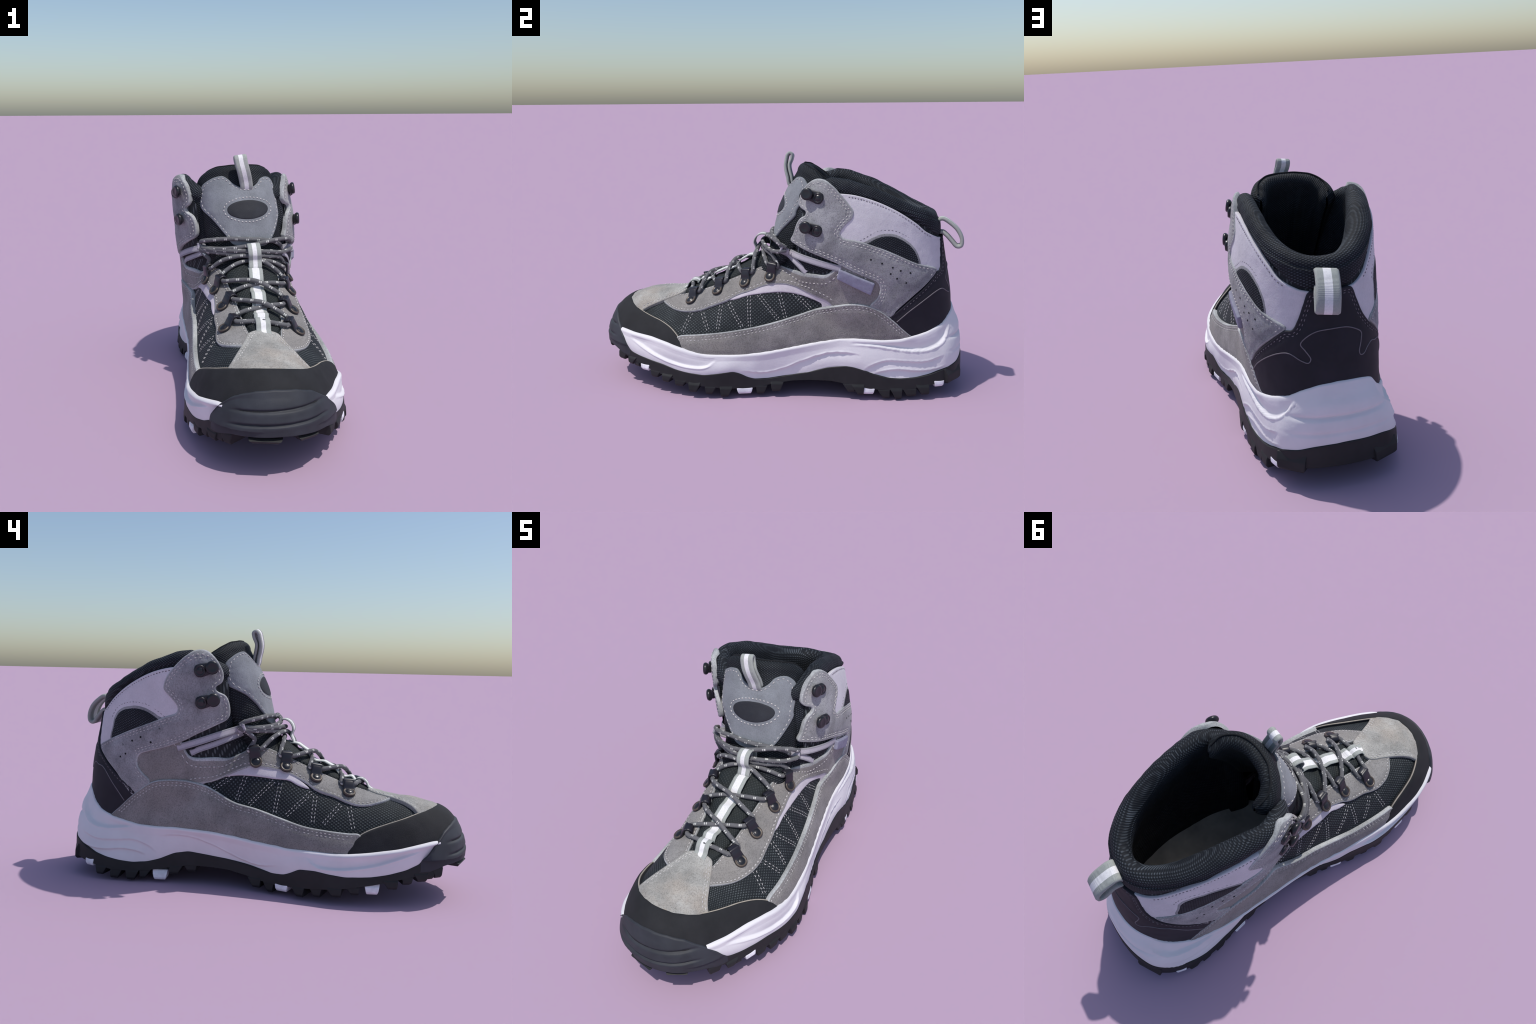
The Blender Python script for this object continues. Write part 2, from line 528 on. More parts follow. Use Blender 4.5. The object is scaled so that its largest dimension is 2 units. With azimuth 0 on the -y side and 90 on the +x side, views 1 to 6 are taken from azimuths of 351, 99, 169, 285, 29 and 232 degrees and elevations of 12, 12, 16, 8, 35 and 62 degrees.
def tube(name, path, r, mat, parent=None, sides=10, mats=None, flecks=False, caps=True, flat=1.0):
    """Round cord along a path."""
    P = np.asarray(path, float); n = len(P)
    T = np.gradient(P, axis=0); T /= np.linalg.norm(T, axis=1)[:, None]
    N = np.zeros_like(P); up = np.array([0, 0, 1.0])
    v = np.cross(T[0], up); v = v if np.linalg.norm(v) > .1 else np.cross(T[0], (1, 0, 0))
    N[0] = v/np.linalg.norm(v)
    for i in range(1, n):
        v = N[i-1]-T[i]*np.dot(N[i-1], T[i]); N[i] = v/np.linalg.norm(v)
    B = np.cross(T, N)
    L = np.concatenate([[0], np.cumsum(np.linalg.norm(np.diff(P, axis=0), axis=1))])
    V, F, I = [], [], []
    for i in range(n):
        rr = r if np.isscalar(r) else r[i]
        for j in range(sides):
            a = 2*math.pi*j/sides
            V.append(P[i]+rr*(N[i]*math.cos(a)+B[i]*math.sin(a)*flat))
    for i in range(n-1):
        for j in range(sides):
            k = (j+1) % sides
            F.append((i*sides+j, i*sides+k, (i+1)*sides+k, (i+1)*sides+j))
            if flecks:
                s = (L[i]/.056+(j//4)*.37) % 1.0
                I.append(1 if (s < .10 or .16 < s < .25) and (j % 4) < 2 else 0)
            else: I.append(0)
    if caps:
        F.append(tuple(range(sides-1, -1, -1))); F.append(tuple((n-1)*sides+j for j in range(sides))); I += [0, 0]
    ob = new_object(name, V, F, mat, parent)
    if flecks:
        ob.data.materials.append(mats)
        if len(ob.data.polygons) == len(I): ob.data.polygons.foreach_set('material_index', I)
    return ob

def ribbon(name, path, wdir, width, th, mats, parent=None, stripe=.36, cols=12, seg=80):
    """Flat woven tape along a path; the middle stripe takes the second material."""
    P = smooth_curve(path, seg); n = len(P)
    W = np.asarray(wdir, float)
    if W.ndim == 1: W = np.tile(W, (2, 1))
    W = np.stack([np.interp(np.linspace(0, 1, n), np.linspace(0, 1, len(W)), W[:, k]) for k in range(3)], 1)
    T = np.gradient(P, axis=0); T /= np.linalg.norm(T, axis=1)[:, None]
    W -= T*(W*T).sum(1)[:, None]; W /= np.linalg.norm(W, axis=1)[:, None]
    N = np.cross(T, W)
    V, F, I = [], [], []
    xs = np.linspace(-1, 1, cols+1)
    m = 2*(cols+1)
    for i in range(n):
        for sgn in (1, -1):
            for x in (xs if sgn > 0 else xs[::-1]):
                e = 1-.55*max(0, abs(x)-.85)/.15
                V.append(P[i]+W[i]*x*width/2+N[i]*sgn*th/2*e)
    for i in range(n-1):
        for j in range(m):
            k = (j+1) % m
            F.append((i*m+j, i*m+k, (i+1)*m+k, (i+1)*m+j))
            jj = j if j <= cols else m-1-j
            c = (xs[min(jj, cols-1)]+xs[min(jj+1, cols)])/2 if j < cols else (xs[max(0, min(m-2-j, cols-1))]+xs[max(0, min(m-1-j, cols))])/2
            I.append(1 if abs(c) < stripe else 0)
    F.append(tuple(range(m-1, -1, -1))); F.append(tuple((n-1)*m+j for j in range(m))); I += [0, 0]
    ob = new_object(name, V, F, mats[0], parent)
    ob.data.materials.append(mats[1])
    if len(ob.data.polygons) == len(I): ob.data.polygons.foreach_set('material_index', I)
    return ob

# ------------------------------------------------------------------ the boot
boot = bpy.data.objects.new('hiking_boot', None)
bpy.context.scene.collection.objects.link(boot)
boot['label'] = 'grey suede and black mesh hiking boot with white midsole'
boot['category'] = 'hiking boot'

# ---- sole: plan outline, going toe > left side > heel > right side
OUTLINE = [(-.05, -.989), (-.130, -.970), (-.203, -.914), (-.280, -.818), (-.338, -.69), (-.368, -.54), (-.378, -.40), (-.345, -.22),
           (-.305, -.05), (-.285, .12), (-.295, .32), (-.325, .52), (-.348, .70), (-.33, .83), (-.27, .92), (-.16, .965),
           (-.03, .978), (.09, .962), (.18, .91), (.225, .82), (.258, .68), (.285, .50), (.288, .30), (.293, .12), (.315, -.04),
           (.346, -.16), (.370, -.29), (.376, -.40), (.360, -.50), (.328, -.61), (.288, -.71), (.236, -.80), (.200, -.856), (.152, -.912), (.100, -.957), (.030, -.984)]
NS = 760
OL = smooth_curve(OUTLINE, NS, True)
tan = np.roll(OL, -1, 0)-np.roll(OL, 1, 0); tan /= np.linalg.norm(tan, axis=1)[:, None]
ON = np.stack([-tan[:, 1], tan[:, 0]], 1)
heel_i = int(np.argmax(OL[:, 1])); toe_i = int(np.argmin(OL[:, 1]))
is_left = np.zeros(NS, bool)
for i in range(NS):
    is_left[i] = OL[i, 0] < -.035
arc = np.concatenate([[0], np.cumsum(np.linalg.norm(np.diff(OL, axis=0), axis=1))])

# height of the midsole's upper lip and of its lower edge, by y, for either side
TOP_R = [(-.99, .29), (-.86, .288), (-.775, .280), (-.67, .276), (-.577, .262), (-.50, .245), (-.43, .228), (-.356, .217), (-.284, .216),
         (-.20, .218), (-.12, .224), (-.026, .237), (.07, .255), (.185, .280), (.336, .306), (.414, .309), (.49, .306), (.57, .304),
         (.646, .309), (.715, .324), (.79, .342), (.85, .362), (.90, .374), (.93, .388), (.965, .418), (.979, .436)]
TOP_L = [(-.99, .29), (-.85, .294), (-.775, .278), (-.70, .259), (-.58, .238), (-.48, .224), (-.417, .220), (-.33, .222), (-.20, .224), (-.158, .230),
         (-.05, .240), (.054, .256), (.195, .272), (.287, .275), (.378, .279), (.468, .275), (.559, .279), (.632, .292), (.708, .307), (.80, .328),
         (.88, .365), (.93, .405), (.965, .432), (.979, .438)]
LOW_R = [(-.99, .26), (-.86, .240), (-.833, .206), (-.774, .183), (-.676, .169), (-.587, .157), (-.507, .139), (-.431, .129), (-.358, .123),
         (-.286, .130), (-.206, .143), (-.168, .131), (-.131, .108), (-.094, .095), (-.027, .096), (.07, .112), (.186, .134), (.279, .163),
         (.377, .176), (.416, .172), (.475, .154), (.534, .132), (.593, .116), (.652, .110), (.73, .114), (.808, .130), (.867, .150), (.92, .168), (.946, .175), (.979, .198)]
LOW_L = [(-.99, .28), (-.854, .276), (-.836, .239), (-.798, .203), (-.74, .174), (-.663, .152), (-.584, .137), (-.474, .131), (-.399, .137),
         (-.334, .145), (-.258, .142), (-.218, .119), (-.182, .104), (-.121, .100), (-.067, .108), (.004, .122), (.123, .140), (.24, .156),
         (.309, .163), (.377, .152), (.445, .121), (.513, .101), (.582, .093), (.651, .099), (.725, .111), (.783, .126), (.842, .150), (.889, .175), (.94, .195), (.979, .20)]
# bottom of the black rubber (lug roots) and of the lugs
ROOT = [(-1.0, .202), (-.9, .186), (-.8, .152), (-.7, .130), (-.6, .105), (-.5, .085), (-.4, .070), (-.3, .059), (-.2, .052), (-.1, .053), (0, .072), (.10, .090),
        (.2, .096), (.3, .096), (.38, .083), (.5, .062), (.6, .053), (.7, .056), (.8, .074), (.9, .094), (.98, .102)]
LUG = [(-1.0, .172), (-.95, .167), (-.92, .152), (-.89, .134), (-.81, .122), (-.74, .106), (-.62, .076), (-.54, .060), (-.45, .042), (-.38, .028), (-.30, .014), (-.2, .006),
       (-.1, .010), (0, .024), (.1, .05), (.3, .06), (.4, .030), (.5, .016), (.58, .004), (.65, .006), (.72, .018), (.79, .030), (.85, .055), (.90, .072), (.98, .082)]
def tab(t, y):
    a = np.asarray(t, float); return np.interp(y, a[:, 0], a[:, 1])
ztop = np.where(is_left, tab(TOP_L, OL[:, 1]), tab(TOP_R, OL[:, 1]))
zlow = np.where(is_left, tab(LOW_L, OL[:, 1]), tab(LOW_R, OL[:, 1]))
def ring_smooth(a, k):
    for _ in range(k): a = .25*np.roll(a, 1)+.5*a+.25*np.roll(a, -1)
    return a
ztop = ring_smooth(ztop, 6); zlow = ring_smooth(zlow, 3)
def form_gap(i, z, extra=.16):
    """Distance from the outline inwards to the form at height z (negative if it overhangs)."""
    o = OL[i]+ON[i]*extra
    hit, _, _, d = FORM.bvh.ray_cast(Vector((o[0], o[1], z)), Vector((-ON[i][0], -ON[i][1], 0)))
    return (d-extra) if hit is not None else .06
lip = np.array([form_gap(i, ztop[i]) for i in range(NS)])-.029-.008*smoothstep(-.40, -.50, OL[:, 1])*smoothstep(-.885, -.84, OL[:, 1])
lip = ring_smooth(np.clip(lip, -.06, .10), 12)

# relief lines moulded in the midsole, in (y, z); the same on both sides
RIDGES = [
    ([(.40, .288), (.46, .290), (.53, .285), (.62, .270), (.72, .258), (.80, .262), (.87, .290), (.925, .350), (.94, .40)], .014, .010, 1),
    ([(.515, .140), (.57, .158), (.64, .165), (.74, .155), (.82, .158), (.90, .178)], .012, .009, -1),
    ([(.46, .150), (.50, .185), (.58, .213), (.68, .208), (.78, .205), (.88, .232)], .009, .009, -1),
    ([(-.80, .262), (-.72, .232), (-.62, .196), (-.52, .172), (-.42, .160), (-.34, .166), (-.285, .205)], .012, .010, 1),
    ([(-.16, .150), (-.05, .135), (.05, .158), (.16, .205), (.28, .246), (.38, .252), (.455, .242)], .009, .010, -1),
]
RLINES = [(smooth_curve(p, 90), a, w, s) for p, a, w, s in RIDGES]
def relief(y, z):
    """Stepped-in areas beside each ridge plus the rounded ridge itself."""
    d = 0
    for L, a, w, s in RLINES:
        dy, dz = L[:, 0]-y, L[:, 1]-z
        k = int(np.argmin(dy*dy+dz*dz)); r = math.hypot(dy[k], dz[k])
        if r > .07: continue
        fade = min(1, min(k, len(L)-1-k)/14)
        if k in (0, len(L)-1): continue
        side = -dz[k]*s       # positive on the stepped-in side
        if side > 0: d -= a*fade*float(smoothstep(0, w, r))*math.exp(-(max(0, r-w)/.030)**1.5)
        d += .35*a*fade*math.exp(-(r/(w*.5))**2)
    return d

def build_midsole():
    rows = 44
    V = []
    keep = [i for i in range(NS) if OL[i, 1] > -.872]
    # start the strip at the front left so that it is one open band
    start = next(i for i in range(toe_i, toe_i+NS) if OL[i % NS, 1] > -.872) % NS
    keep = [(start+k) % NS for k in range(len(keep))]
    back = np.exp(-((OL[:, 1]-.978)/.05)**2)
    for r in range(rows+6):
        for i in keep:
            if r < rows:
                t = r/(rows-1)
                z = zlow[i]-.012+(ztop[i]-zlow[i]+.012)*t
                bulge = .006*math.sin(math.pi*min(1, t*1.25))
                ins = lip[i]*(t**2.0)-bulge
                if back[i] > .02:       # grooves across the back of the heel
                    ins += back[i]*(.013*math.exp(-((z-.312)/.008)**2)+.006*math.exp(-((z-.245)/.008)**2)-.006*math.exp(-((z-.36)/.03)**2))
                ins -= relief(OL[i, 1], z)*float(smoothstep(0, .12, t)*smoothstep(1.0, .9, t))*(1-back[i])
                ins += .0014*lump((OL[i, 0], OL[i, 1], z), 16)
            else:                       # rolled lip that tucks in against the upper
                a = (r-rows+1)/6*math.pi*.62
                z = ztop[i]+.013*math.sin(a)
                ins = lip[i]+.016*(1-math.cos(a))+ (.02 if r == rows+5 else 0)
            p = OL[i]-ON[i]*ins
            V.append((p[0], p[1], z))
    c = len(keep)
    return new_object('midsole', V, grid_faces(rows+6, c, False, flip=True), M['midsole'], boot)
midsole = build_midsole()

# ---- outsole with the toe bumper in one moulding
BUMP = [(-.315, .19), (-.298, .204), (-.281, .232), (-.269, .262), (-.256, .294), (-.222, .337), (-.188, .356), (-.144, .368), (-.058, .374), (.048, .367), (.129, .348),
        (.184, .300), (.215, .252), (.232, .205), (.26, .19)]
def build_outsole():
    front = smoothstep(-.79, -.83, OL[:, 1])
    zt = np.where(OL[:, 1] < -.80, np.maximum(tab(BUMP, OL[:, 0]), zlow*0+.17), zlow)
    zt = ring_smooth(np.where(OL[:, 1] < -.80, zt, zlow), 2)
    zr = tab(ROOT, OL[:, 1])
    gap_top = np.array([form_gap(i, zt[i]) if OL[i, 1] < -.70 else 0 for i in range(NS)])-.030
    gap_top = ring_smooth(gap_top, 6)
    rows = 72
    V = []
    def cap_gap(i, z):
        g = form_gap(i, z)
        return g-.031
    for r in range(rows+4):
        for i in range(NS):
            f = front[i]
            x0 = OL[i, 0]
            if r < rows:
                t = r/(rows-1); z = zr[i]+(zt[i]-zr[i])*t
                side = -.006-.004*(1-t)
                tf = max(0, (z-.25)/max(.02, zt[i]-.25)) if zt[i] > .26 else 0
                belly = -.011*math.exp(-((z-.22)/.11)**2)-.002
                g = gap_top[i]*tf**1.5+belly*(1-tf)-.006*tf
                # two grooves across the bumper
                e = float(smoothstep(-.235, -.17, x0)*smoothstep(.185, .12, x0))
                if f > 0 and z > .22: g = min(g, cap_gap(i, z))
                for zg, k in ((.300, .009), (.246, .011)):
                    zz = z-zg-.03*(x0+.06)
                    g += e*k*math.exp(-(zz/(.0040 if zz < 0 else .007))**2)-e*.0012*math.exp(-((zz+.014)/.010)**2)
                ins = side*(1-f)+g*f
                ins += .0012*lump((x0, OL[i, 1], z), 20)
            else:
                k = (r-rows+1)
                z = zt[i]+(.004, .004, .000, -.006)[k-1]
                base = (-.006)*(1-f)+(gap_top[i]-.006)*f
                ins = base+(.006, .014, .022, .034)[k-1]
            p = OL[i]-ON[i]*ins
            V.append((p[0], p[1], z))
    F = grid_faces(rows+4, NS, True, flip=True)
    # underside: three shrinking rings
    nb = len(V)
    prev = list(range(NS))
    for k, s in enumerate((.86, .5, .12)):
        ids = []
        for i in range(NS):
            yc = OL[i, 1]*(.97 if k == 0 else .9 if k == 1 else .85)
            xc = float(np.interp(yc, [-1, -.4, .1, .98], [-.04, .01, .0, -.04]))
            ids.append(len(V)); V.append((xc+(OL[i, 0]-xc)*s, yc, float(tab(ROOT, yc))+.004))
        for i in range(NS):
            j = (i+1) % NS; F.append((prev[i], prev[j], ids[j], ids[i]))
        prev = ids
    return new_object('outsole', V, F, M['bumper'], boot)
outsole = build_outsole()
outsole.data.materials.clear(); outsole.data.materials.append(M['outsole']); outsole.data.materials.append(M['bumper'])
for p in outsole.data.polygons:
    if p.center.y < -.80 and p.center.z > .165: p.material_index = 1

def lug(name, i, w, depth, mat, out=.012, lean=0.0, rootz=None, lowz=None, taper=.78):
    """One tread block at outline sample i."""
    i %= NS
    c = OL[i]; T = tan[i]; N = ON[i]
    z1 = (float(tab(ROOT, c[1])) if rootz is None else rootz)+.024
    z1 = min(z1, zlow[i]-.008)
    z0 = float(tab(LUG, c[1])) if lowz is None else lowz
    if lowz is None and name == 'tread_lug': z0 = max(.001, z0+.007*(rng.random()-.4))
    bm = bmesh.new()
    z0 = min(z0, z1-.022)
    vs = []
    for z, hw, o0, o1, sh in ((z1, w/2, out-.010, -depth, 0), (z0+.62*(z1-z0), w/2*(.55+.45*taper), out+.004, -depth, lean*.4), (z0+.012, w/2*taper, out+.006, -depth, lean*.9), (z0, w/2*taper*.86, out-.003, -depth*.95, lean)):
        vs.append([bm.verts.new((*(c+T*(sx*hw+sh)+N*oo), z)) for sx, oo in ((-1, o1), (1, o1), (1, o0), (-1, o0))])
    for a, b in zip(vs, vs[1:]):
        for j in range(4): bm.faces.new((a[j], a[(j+1) % 4], b[(j+1) % 4], b[j]))
    bm.faces.new(vs[0][::-1]); bm.faces.new(vs[-1])
    bmesh.ops.recalc_face_normals(bm, faces=bm.faces)
    bmesh.ops.bevel(bm, geom=[e for e in bm.edges], offset=.0045, segments=2, profile=.6, affect='EDGES', clamp_overlap=True)
    me = bpy.data.meshes.new(name); bm.to_mesh(me); bm.free()
    me.materials.append(mat)
    ob = bpy.data.objects.new(name, me); bpy.context.scene.collection.objects.link(ob); ob.parent = outsole
    return ob

def at(y, left):
    c = [i for i in range(NS) if is_left[i] == left]
    return min(c, key=lambda i: abs(OL[i, 1]-y))
# black tread blocks down both sides, white blocks set between them
R_LUGS = [-.845, -.775, -.625, -.555, -.475, -.40, -.315, -.235, -.055, .02, .385, .435, .565, .63, .70, .765]
L_LUGS = [-.87, -.80, -.735, -.665, -.50, -.425, -.335, -.255, -.10, -.03, .30, .365, .515, .585, .665, .745]
for ys, left in ((R_LUGS, False), (L_LUGS, True)):
    for k, y in enumerate(ys):
        s = (1 if left else -1)
        lug('tread_lug', at(y, left), .074+.012*rng.random(), .10+.03*(k % 2), M['outsole'], (.003 if left else .007)+.005*(k % 2),
            s*(.016 if y > .3 else -.012)*(.7+.7*rng.random()), taper=.42+.22*rng.random())
for y, left, w, zh in ((-.695, False, .066, .150), (-.145, False, .092, .066), (.492, False, .080, .076), (.855, False, .062, .108),
                       (.815, True, .060, .106), (.447, True, .078, .060), (-.175, True, .074, .070), (-.595, True, .070, .106)):
    ob = lug('tread_insert', at(y, left), w, .06, M['insert'], .007, 0, rootz=zh-.020, lowz=zh-.046, taper=.80)
# round the heel and the toe
for d in (-34, 34):
    lug('tread_lug', heel_i+d, .135, .07, M['outsole'], .008, 0, rootz=.13, taper=.92)
for d, w in ((-18, .10), (12, .14), (48, .05), (66, .045), (-46, .045), (-64, .045)):
    lug('tread_lug', toe_i+d, w, .07, M['outsole'], .002, 0, rootz=.165, taper=.88)
# inner tread, two rows
for k, y in enumerate(list(np.arange(-.80, .02, .105))+list(np.arange(.44, .86, .10))):
    for sx in (-1, 1):
        xc = float(np.interp(y, [-1, -.4, .1, .98], [-.04, .01, .0, -.04]))
        bm = bmesh.new()
        bmesh.ops.create_cube(bm, size=1)
        zr, zl = float(tab(ROOT, y))+.02, float(tab(LUG, y))
        for v in bm.verts:
            lo = v.co.z < 0
            v.co = Vector((xc+sx*.105+v.co.x*(.11 if lo else .13), y+v.co.y*(.045 if lo else .06)+sx*v.co.x*.05, zl if lo else zr))
        bmesh.ops.bevel(bm, geom=list(bm.edges), offset=.004, segments=1, affect='EDGES')
        me = bpy.data.meshes.new('tread_lug'); bm.to_mesh(me); bm.free(); me.materials.append(M['outsole'])
        ob = bpy.data.objects.new('tread_lug', me); bpy.context.scene.collection.objects.link(ob); ob.parent = outsole

# ---- padded collar: outside, over the rim and down the inside to the insole
def crest(y):
    return float(np.interp(y, [.05, .12, .20, .28, .37, .50, .60, .70, .80, .85], [1.02, 1.075, 1.118, 1.140, 1.130, 1.092, 1.048, 1.000, .958, .938]))
def shaft_pt(a, z):
    yf, yw, yb, xl, xr, ex = (interp_table(SHAFT, z, k) for k in range(1, 7))
    c, s = math.cos(a), math.sin(a)
    e = 2/(ex if s > 0 else (2.3 if c > 0 else 1.8))
    cx, sy = math.copysign(abs(c)**e, c), math.copysign(abs(s)**e, s)
    xm = (xl+xr)/2
    xc = xm+(-.035-xm)*max(sy, 0)**2
    return np.array([xc+cx*(xr-xl)/2, yw+sy*((yb-yw) if s > 0 else (yw-yf)), z])
def build_collar():
    a0, a1 = math.radians(-54), math.radians(234)
    nu = 170
    A = np.linspace(a0, a1, nu)
    rows_out, rows_rim, rows_in = 34, 18, 30
    R = rows_out+rows_rim+rows_in
    V = np.zeros((R, nu, 3))
    for j, a in enumerate(A):
        zc = crest(shaft_pt(a, 1.05)[1])
        end = min(j, nu-1-j)/12
        vee = 1+(.13*abs(math.sin(2*a))+.62*max(0, -math.cos(a)-.1)*max(0, math.sin(a))**.6)*(1 if math.sin(a) > 0 else 0)
        th = .076*vee*math.sqrt(max(.02, 1-(1-min(1, end))**2))
        def frame(z):
            p = shaft_pt(a, z); t = shaft_pt(a+.02, z)-shaft_pt(a-.02, z)
            n = np.array([t[1], -t[0], 0]); n /= np.linalg.norm(n)+1e-9
            # blend to a radial direction so that inner walls never fold at the heel
            q = np.array([p[0]+.05, (p[1]-.36)*.8, 0]); q /= np.linalg.norm(q)
            n = .5*n+.5*q; return p, n/np.linalg.norm(n)
        # where the outside of the padding disappears under the panels
        zl = float(np.interp(shaft_pt(a, 1)[1], [.06, .2, .5, .84], [.70, .74, .80, .76]))
        zm = zc-.045
        r = 0
        mid = th*.5
        for k in range(rows_out):
            t = k/rows_out; z = zl+(zm-zl)*t
            p, n = frame(z)
            ze = zc-float(np.interp(p[1], [.5, .65, .72, .77, .82], [.060, .068, .084, .106, .130]))
            o = -.008+.015*float(smoothstep(ze-.004, ze+.014, z))+.004*math.sin(math.pi*min(1, max(0, (z-ze)/.09)))
            V[r, j] = p+n*(o-(.042-th*.5 if end < 1 and th < .070 else 0)); r += 1
        for k in range(rows_rim):
            b = math.pi*k/(rows_rim-1)
            z = zm+.045*math.sin(b)
            p, n = frame(zm)
            V[r, j] = p-n*max(.042, mid)+n*math.cos(b)*(th*.5+.002)
            V[r, j, 2] = z; r += 1
        for k in range(rows_in):
            t = (k+1)/rows_in; z = zm+(.225-zm)*t
            p, n = frame(z)
            o = .080*vee-.030*float(smoothstep(.05, .5, t))+.012*math.exp(-((t-.75)/.2)**2)
            V[r, j] = p-n*(o if end >= 1 else .042+th*.5); r += 1
    # soft quilting dents on the rim
    for q in range(R):
        for j in range(nu):
            v = V[q, j]; g = .0035*lump(v, 9, 5)+.0016*lump(v, 26, 2)
            V[q, j] += g
    return new_object('collar', V.reshape(-1, 3), grid_faces(R, nu, False, flip=False), M['collar'], boot)
collar = build_collar()

# ---- insole
def build_insole():
    V, F = [], []
    ring = shaft_section(.34, 72)
    V.append((-.04, .42, .350))
    for k, s in enumerate((.3, .6, .86, 1.0)):
        for p in ring:
            V.append((-.04+(p[0]+.04)*s*.93, .42+(p[1]-.42)*s*.95, .350+.012*s*s))
    n = len(ring)
    for j in range(n): F.append((0, 1+j, 1+(j+1) % n))
    for k in range(3):
        for j in range(n):
            a, b = 1+k*n+j, 1+k*n+(j+1) % n
            F.append((a, a+n, b+n, b))
    return new_object('insole', V, F, M['insole'], boot)
insole = build_insole()

# ---- tongue
TONGUE = [  # z, front y, half width, depth of the curve, centre x
 (.30, -.10, .20, .12, -.03), (.56, -.10, .19, .11, -.02), (.64, -.13, .185, .11, -.012), (.70, -.085, .185, .12, -.012), (.77, -.035, .190, .13, -.018), (.85, -.022, .196, .14, -.028), (.96, .006, .200, .155, -.038),
 (1.04, .038, .202, .17, -.044), (1.10, .066, .204, .185, -.047), (1.15, .092, .205, .195, -.048), (1.20, .115, .205, .20, -.048)]
def build_tongue():
    nu = 80
    TH = np.radians(np.linspace(-106, 106, nu))
    ro, rr, ri = 44, 16, 36
    R = ro+rr+ri
    V = np.zeros((R, nu, 3))
    for j, th in enumerate(TH):
        zc = 1.192-.066*(abs(th)/1.6)**2.4-(.012 if th < 0 else 0)*abs(math.sin(th))
        end = min(j, nu-1-j)/9
        T = .082*math.sqrt(max(.02, 1-(1-min(1, end))**2))
        def pt(z):
            yf, hw, dp, xc = (float(interp_table(TONGUE, z, k)) for k in range(1, 5))
            e = .86
            sx = math.copysign(abs(math.sin(th))**e, th)
            p = np.array([xc+hw*sx, yf+dp*(1-abs(math.cos(th))*(1 if abs(th) < math.pi/2 else -1)), z])
            n = np.array([math.sin(th), -max(.15, math.cos(th)), 0]); return p, n/np.linalg.norm(n)
        zm = zc-.040
        r = 0
        for k in range(ro):
            z = .60+(zm-.60)*k/ro; p, n = pt(z)
            V[r, j] = p-n*(.037-T*.5); r += 1
        for k in range(rr):
            b = math.pi*k/(rr-1); p, n = pt(zm)
            V[r, j] = p-n*.037+n*math.cos(b)*T*.5
            V[r, j, 2] = zm+.040*math.sin(b)-(.006*math.exp(-((b-1.75)/.16)**2)); r += 1
        for k in range(ri):
            t = (k+1)/ri; z = zm+(.30-zm)*t; p, n = pt(z)
            o = .080+.022*math.sin(min(1, t*2.0)*math.pi)**2+.030*math.exp(-((th+.35)/.22)**2)*float(smoothstep(0, .15, t)*smoothstep(1, .5, t))
            V[r, j] = p-n*(o if end >= 1 else .037+T*.5); r += 1
    for q in range(R):
        for j in range(nu):
            v = V[q, j]; V[q, j] += .004*lump(v, 8, 9)+.0018*lump(v, 24, 4)
    return new_object('tongue', V.reshape(-1, 3), grid_faces(R, nu, False, flip=False), M['tongue_mesh'], boot)
tongue = build_tongue()
# piping along the crest of the tongue
TC = np.array([v.co[:] for v in tongue.data.vertices]).reshape(96, 80, 3)[44+7]
tube('tongue_piping', resample(TC[4:-4], 150)+np.array([0, 0, .0005]), .0042, M['dark'], boot, 8)
tongue.data.update()
TSURF = Surface(np.array([v.co[:] for v in tongue.data.vertices]), np.array([v.normal[:] for v in tongue.data.vertices]), [tuple(p.vertices) for p in tongue.data.polygons])
if TSURF.cast((-.03, -2, 1.0), (0, 1, 0))[1][1] > 0:
    tongue.data.flip_normals(); tongue.data.update()
    TSURF = Surface(np.array([v.co[:] for v in tongue.data.vertices]), np.array([v.normal[:] for v in tongue.data.vertices]), [tuple(p.vertices) for p in tongue.data.polygons])

# ---- mesh fabric body: the form, opened at the top and at the throat
def build_body():
    bm = bmesh.new(); bm.from_mesh(form_mesh)
    kill = []
    for f in bm.faces:
        c = f.calc_center_median()
        if c.z > crest(c.y)-.085: kill.append(f)
        elif c.y < .16 and c.z > .765 and abs(c.x+.03) < .235 and c.y > -.12: kill.append(f)
        elif c.z < float(tab(TOP_L if c.x < -.03 else TOP_R, c.y))-.022: kill.append(f)
    bmesh.ops.delete(bm, geom=kill, context='FACES')
    me = bpy.data.meshes.new('fabric_body'); bm.to_mesh(me); bm.free()
    me.materials.append(M['mesh'])
    me.polygons.foreach_set('use_smooth', [True]*len(me.polygons))
    ob = bpy.data.objects.new('fabric_body', me); bpy.context.scene.collection.objects.link(ob); ob.parent = boot
    return ob
body = build_body()

# ------------------------------------------------------------------ upper: cut panels
def lip_line(side, y0, y1, n=12, drop=.012):
    t = TOP_L if side < 0 else TOP_R
    ys = np.linspace(y0, y1, n)
    return [(float(y), float(tab(t, y))-drop) for y in ys]

light = StitchBag(); dark = StitchBag()

